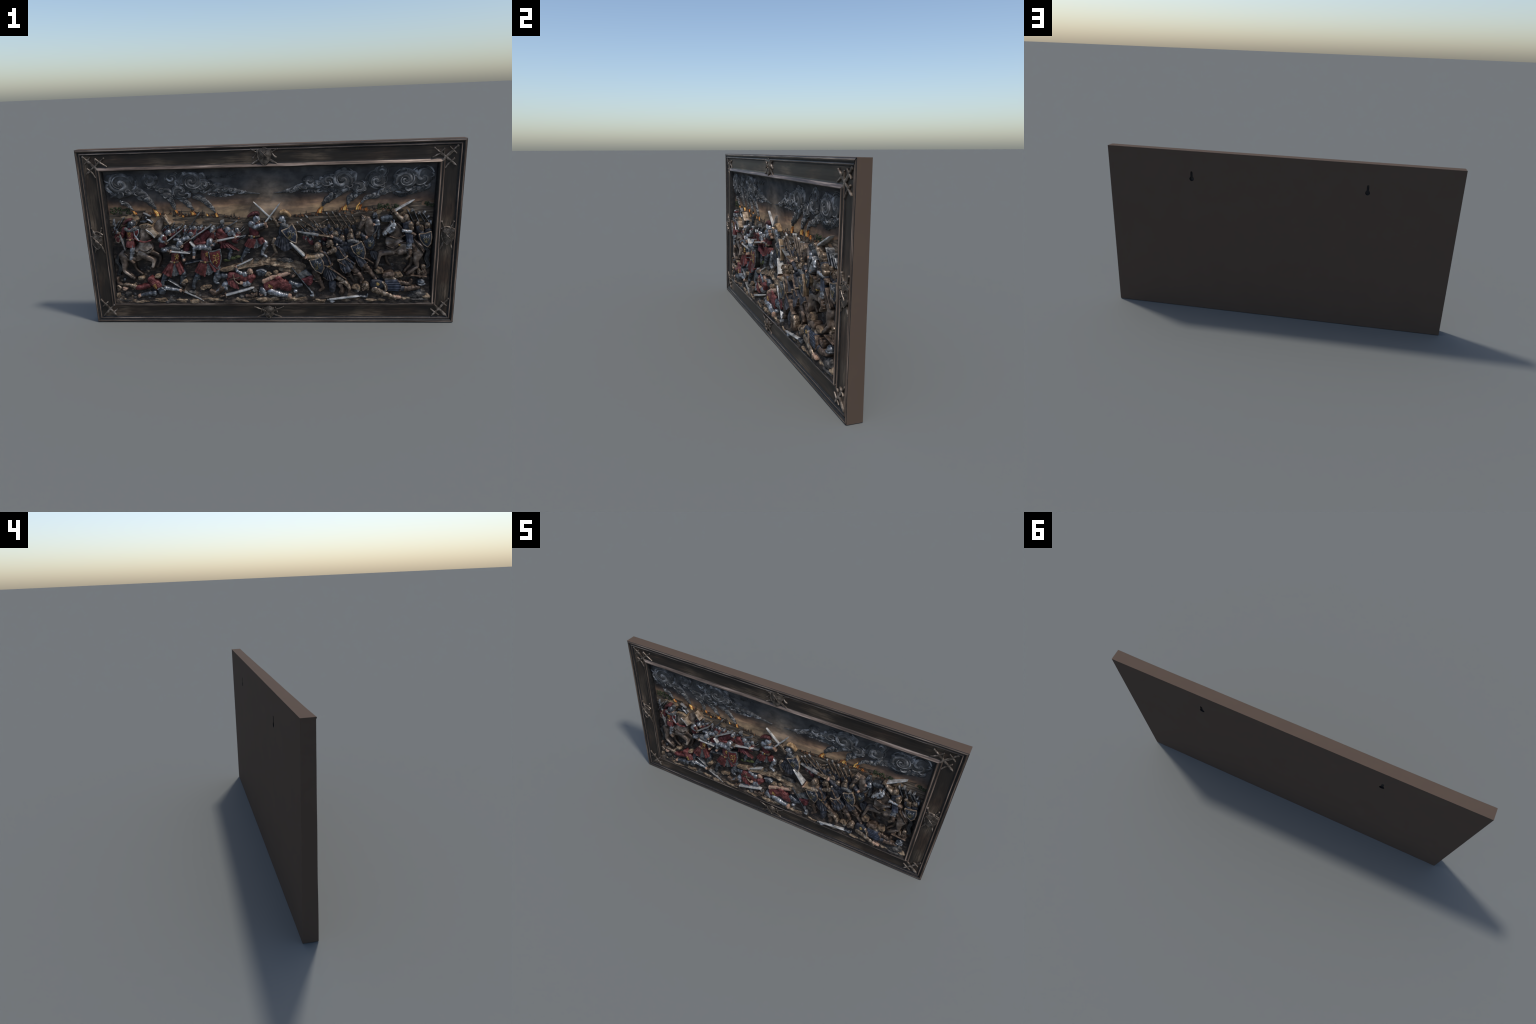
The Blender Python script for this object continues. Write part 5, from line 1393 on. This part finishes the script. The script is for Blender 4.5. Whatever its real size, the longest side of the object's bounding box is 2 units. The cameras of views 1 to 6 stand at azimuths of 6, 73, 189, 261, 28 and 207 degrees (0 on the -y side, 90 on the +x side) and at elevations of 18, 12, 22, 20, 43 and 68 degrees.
leg(k, [(119, 228, 16.1), (133, 221, 15.1), (158, 214, 14.2), (182, 217, 11.4)], -0.030, "dark_steel")
arm(k, [(-25, 236, 11.4), (12, 255, 11.4), (44, 267, 9.5)], -0.029, "skin", hand=False)
limb_part(k, "arm", [(52, 267, 11.4), (86, 275, 11.4), (115, 285, 9.5)], -0.028, "skin")
pc = Piece(); pc.dome(*(133, 273, 17), 15, -0.029, "skin", lumps=0.4); pc.limb([(120, 262, 4.7), (135, 287, 5.7), (149, 277, 4.7)], -0.031, "dark_leather"); pc.done("head", k)
pc = Piece(); pc.dome(*(148, 183, 12.3), 10, -0.036, "steel"); pc.dome(*(-95, 160, 11.4), 14, -0.034, "leather", lumps=0.6); pc.done("helmet", k)
limb_part(k, "boot", [(-125, 157, 8.5), (-95, 157, 9.5), (-70, 163, 8.5)], -0.033, "leather", 3)
cloth(k, [(162, 274), (184, 294), (205, 302), (223, 288), (243, 270), (211, 269), (183, 254)], -0.027, "cloth_grey", name="banner")
cloth(k, [(179, 252), (211, 264), (243, 273), (246, 245), (234, 222), (220, 213), (199, 230)], -0.028, "maroon", 0.008, "banner", 0.012)
spear(k, (132, 314), (250, 161), -0.032, 3.2, "dark_steel", "steel")
pc = Piece(); pc.plate([(227, 160), (246, 167), (249, 155), (238, 154)], -0.034, "silver_trim", 0.002, segs=20); pc.done("spear_point", k)
k = empty("fallen_knight", plaque)          # under the blue rank
cloth(k, [(331, 235), (349, 243), (369, 237), (367, 196), (354, 173), (334, 184)], -0.026, "navy", 0.008, "tunic", 0.01)
limb_part(k, "boot", [(377, 226, 8.6), (397, 209, 10.1), (409, 183, 9.3), (393, 170, 8.6)], -0.028, "leather", 4)
cloth(k, [(369, 228), (388, 233), (404, 218), (411, 179), (397, 160), (384, 177), (393, 196)], -0.030, "leather", 0.004, "boot", 0.006)
weapon(k, (324, 135), (500, 156), 10.5, -0.036, "blade_steel", "mail_grey", hilt_part=0.05, guard=False)
pc = Piece(); pc.dome(*(348, 124, 13.2), 8, -0.034, "silver_trim", lumps=0.6); pc.limb([(496, 155, 4.7), (531, 151, 5.4), (539, 166, 3.1)], -0.034, "dark_steel", bands=4); pc.done("sword_hilt", k)
k = empty("fallen_knight", plaque)          # right, blue
torso(k, [(561, 223, 22), (588, 220, 27.2), (618, 218, 26.4)], -0.034, "navy")
pc = Piece(); pc.dome(*(591, 224, 11.4), 10, -0.037, "gold", lumps=0.6); pc.done("badge", k)
pc = Piece(); pc.skirt([(628, 249), (635, 187)], [(691, 249), (712, 220), (709, 184)], -0.036, "blue", 6, 0.006, zig=3); pc.limb([(696, 244, 3.1), (711, 218, 3.5), (708, 187, 3.1)], -0.039, "leather"); pc.done("skirt", k)
pc = Piece(); pc.limb([(616, 235, 4.4), (629, 216, 4.8), (635, 189, 4)], -0.040, "pale_bronze", bands=4); pc.limb([(624, 237, 2.6), (638, 216, 2.6), (641, 196, 2.6)], -0.040, "leather"); pc.done("belt", k)
helmet(k, (527, 212, 20.2), -0.037, "bronze", -1)
arm(k, [(578, 192, 18.5), (616, 175, 15.8), (656, 159, 11.4), (676, 150, 8.8)], -0.038, "bronze", 8, glove="bronze")
limb_part(k, "hand", [(678, 150, 9.7), (700, 148, 9.7), (713, 148, 6.2)], -0.038, "skin", 4)
limb_part(k, "leg", [(715, 196, 15.8), (741, 195, 14.9), (772, 198, 12.3)], -0.034, "navy")
limb_part(k, "boot", [(735, 194, 14.5), (772, 198, 13.2), (806, 205, 10.5)], -0.035, "leather", 4)
limb_part(k, "leg", [(696, 227, 14.9), (727, 225, 11.4), (753, 222, 9.7)], -0.029, "leather", 4)
limb_part(k, "boot", [(758, 220, 8.8), (765, 234, 8.8), (768, 246, 6.2)], -0.030, "leather")
limb_part(k, "arm", [(635, 244, 13.2), (660, 256, 11.4), (682, 249, 9.7)], -0.029, "bronze", 3)
pc = Piece(); pc.plate([(614, 270), (633, 289), (668, 294), (677, 279), (669, 263), (626, 259)], -0.030, "leather", 0.005, rough=0.006); pc.done("saddle_bag", k)
pc = Piece(); pc.dome(*(820, 230, 20.2), 19, -0.034, "dark_steel", rings=9); pc.limb([(803, 222, 3.5), (820, 218, 3.5), (839, 224, 3.5)], -0.035, "steel"); pc.done("helmet", k)
squad([(830, 315, 11.4), (807, 295, 8.8), (827, 288, 7.9)], -0.022, "bronze", "leather", -1, 0.2)
spear(k, (764, 269), (861, 259), -0.026, 3, "leather", blade=False)

# ------------------------------------------------------------------ ornaments on the frame
def ornament(pcs_swords, outline=None, mini=None, extra=(), name="emblem"):
    o = empty(name, plaque)
    for grip, tip, width, guard in pcs_swords:
        z0 = (grip[1] + tip[1]) / 2000
        pc = Piece()
        pc.sword(grip, tip, width * 1.3, float(field_y(z0)) - 0.0065, "ornament_bronze", "ornament_bronze", guard=guard, hilt_part=0.26, back=0.0, guard_span=3.2)
        pc.done("sword", o, carved=False)
    for pts in extra:
        pc = Piece()
        pc.limb([(q[0], q[1], q[2] * 1.25) for q in pts], float(field_y(pts[0][1] / 1000)) - 0.0070, "ornament_bronze", back=0.0)
        pc.done("sabre", o, carved=False)
    if outline:
        zc = np.mean([q[1] for q in outline]) / 1000
        y = float(field_y(zc)) - 0.0085
        pc = Piece(); pc.plate(outline, y, "ornament_dark", 0.006, back=0.0, sharp=True, segs=64, wall_mat="ornament_dark"); pc.done("shield", o, carved=False)
        pc = Piece()
        dense = []
        for k, q in enumerate(outline):
            nx = outline[(k + 1) % len(outline)]
            dense += [(q[0] + (nx[0] - q[0]) * t, q[1] + (nx[1] - q[1]) * t, 1.7) for t in (0, 0.3, 0.7)]
        pc.limb(dense, y - 0.002, "ornament_bronze", closed=True, arc=5, back=0.0)
        for grip, tip in mini or ():
            pc.sword(grip, tip, 3.0, y - 0.0080, "ornament_bronze", "ornament_bronze", hilt_part=0.25, back=0.0, guard_span=3.5)
        pc.done("shield_trim", o, carved=False)

def heater(cx, cz, w, h):
    """Heater shield outline."""
    return [(cx, cz + h * 0.5), (cx + w * 0.28, cz + h * 0.40), (cx + w * 0.5, cz + h * 0.36), (cx + w * 0.5, cz + h * 0.05), (cx + w * 0.40, cz - h * 0.2), (cx + w * 0.2, cz - h * 0.4), (cx, cz - h * 0.5),
            (cx - w * 0.2, cz - h * 0.4), (cx - w * 0.40, cz - h * 0.2), (cx - w * 0.5, cz + h * 0.05), (cx - w * 0.5, cz + h * 0.36), (cx - w * 0.28, cz + h * 0.40)]

ornament([((-68, 959), (67, 882), 9, False), ((66, 958), (-67, 883), 9, False)], heater(0, 922, 68, 92), [((-16, 916), (14, 950)), ((16, 916), (-14, 950))],
         [[(-35, 952, 2.8), (-45, 930, 2.5), (-57, 915, 4.4)], [(35, 950, 2.8), (47, 927, 2.5), (60, 914, 4.4)]])
ornament([((-81, 91), (73, 25), 8, True), ((79, 91), (-73, 25), 8, True)], heater((-2, 58)[0], (-2, 58)[1], 55, 76), [((-22, 73), (7, 34)), ((20, 73), (-11, 34))])
ornament([((-965, 558), (-905, 414), 8, False), ((-908, 557), (-965, 415), 8, False)], heater((-942, 481)[0], (-942, 481)[1], 62, 84), [((-918, 463), (-960, 509)), ((-953, 475), (-919, 510))], [[(-960, 532, 2.8), (-935, 536, 3.7), (-907, 520, 2.8)]])
ornament([((905, 563), (968, 413), 8, False), ((965, 562), (905, 414), 8, False)], heater((940, 485)[0], (940, 485)[1], 66, 92), [((960, 512), (919, 466)), ((912, 515), (954, 472))], [[(905, 526, 3.1), (933, 534, 4), (971, 523, 3.1)]])
ornament([((-848, 936), (-957, 850), 7, False), ((-960, 946), (-874, 862), 11, True)], extra=[[(-894, 933, 3.8), (-869, 913, 3.5), (-837, 892, 2.8)], [(-943, 883, 3.2), (-921, 863, 3.2), (-904, 836, 2.2)], [(-895, 933, 2.5), (-894, 900, 2.5)]], name="crossed_swords")
ornament([((846, 938), (958, 849), 9, False), ((957, 947), (875, 864), 11, True)], extra=[[(894, 934, 3.8), (872, 912, 3.5), (838, 892, 2.8)], [(944, 885, 3.8), (922, 864, 3.5), (903, 838, 2.2)], [(893, 934, 3.2), (893, 900, 2.8)]], name="crossed_swords")
ornament([((-891, 105), (-961, 36), 10, False), ((-966, 135), (-882, 33), 10, True)], extra=[[(-900, 58, 2.8), (-878, 77, 2.8)]], name="crossed_swords")
ornament([((966, 135), (883, 33), 9, True), ((888, 108), (966, 33), 12, False)], extra=[[(879, 75, 3.1), (921, 42, 2.6)]], name="crossed_swords")
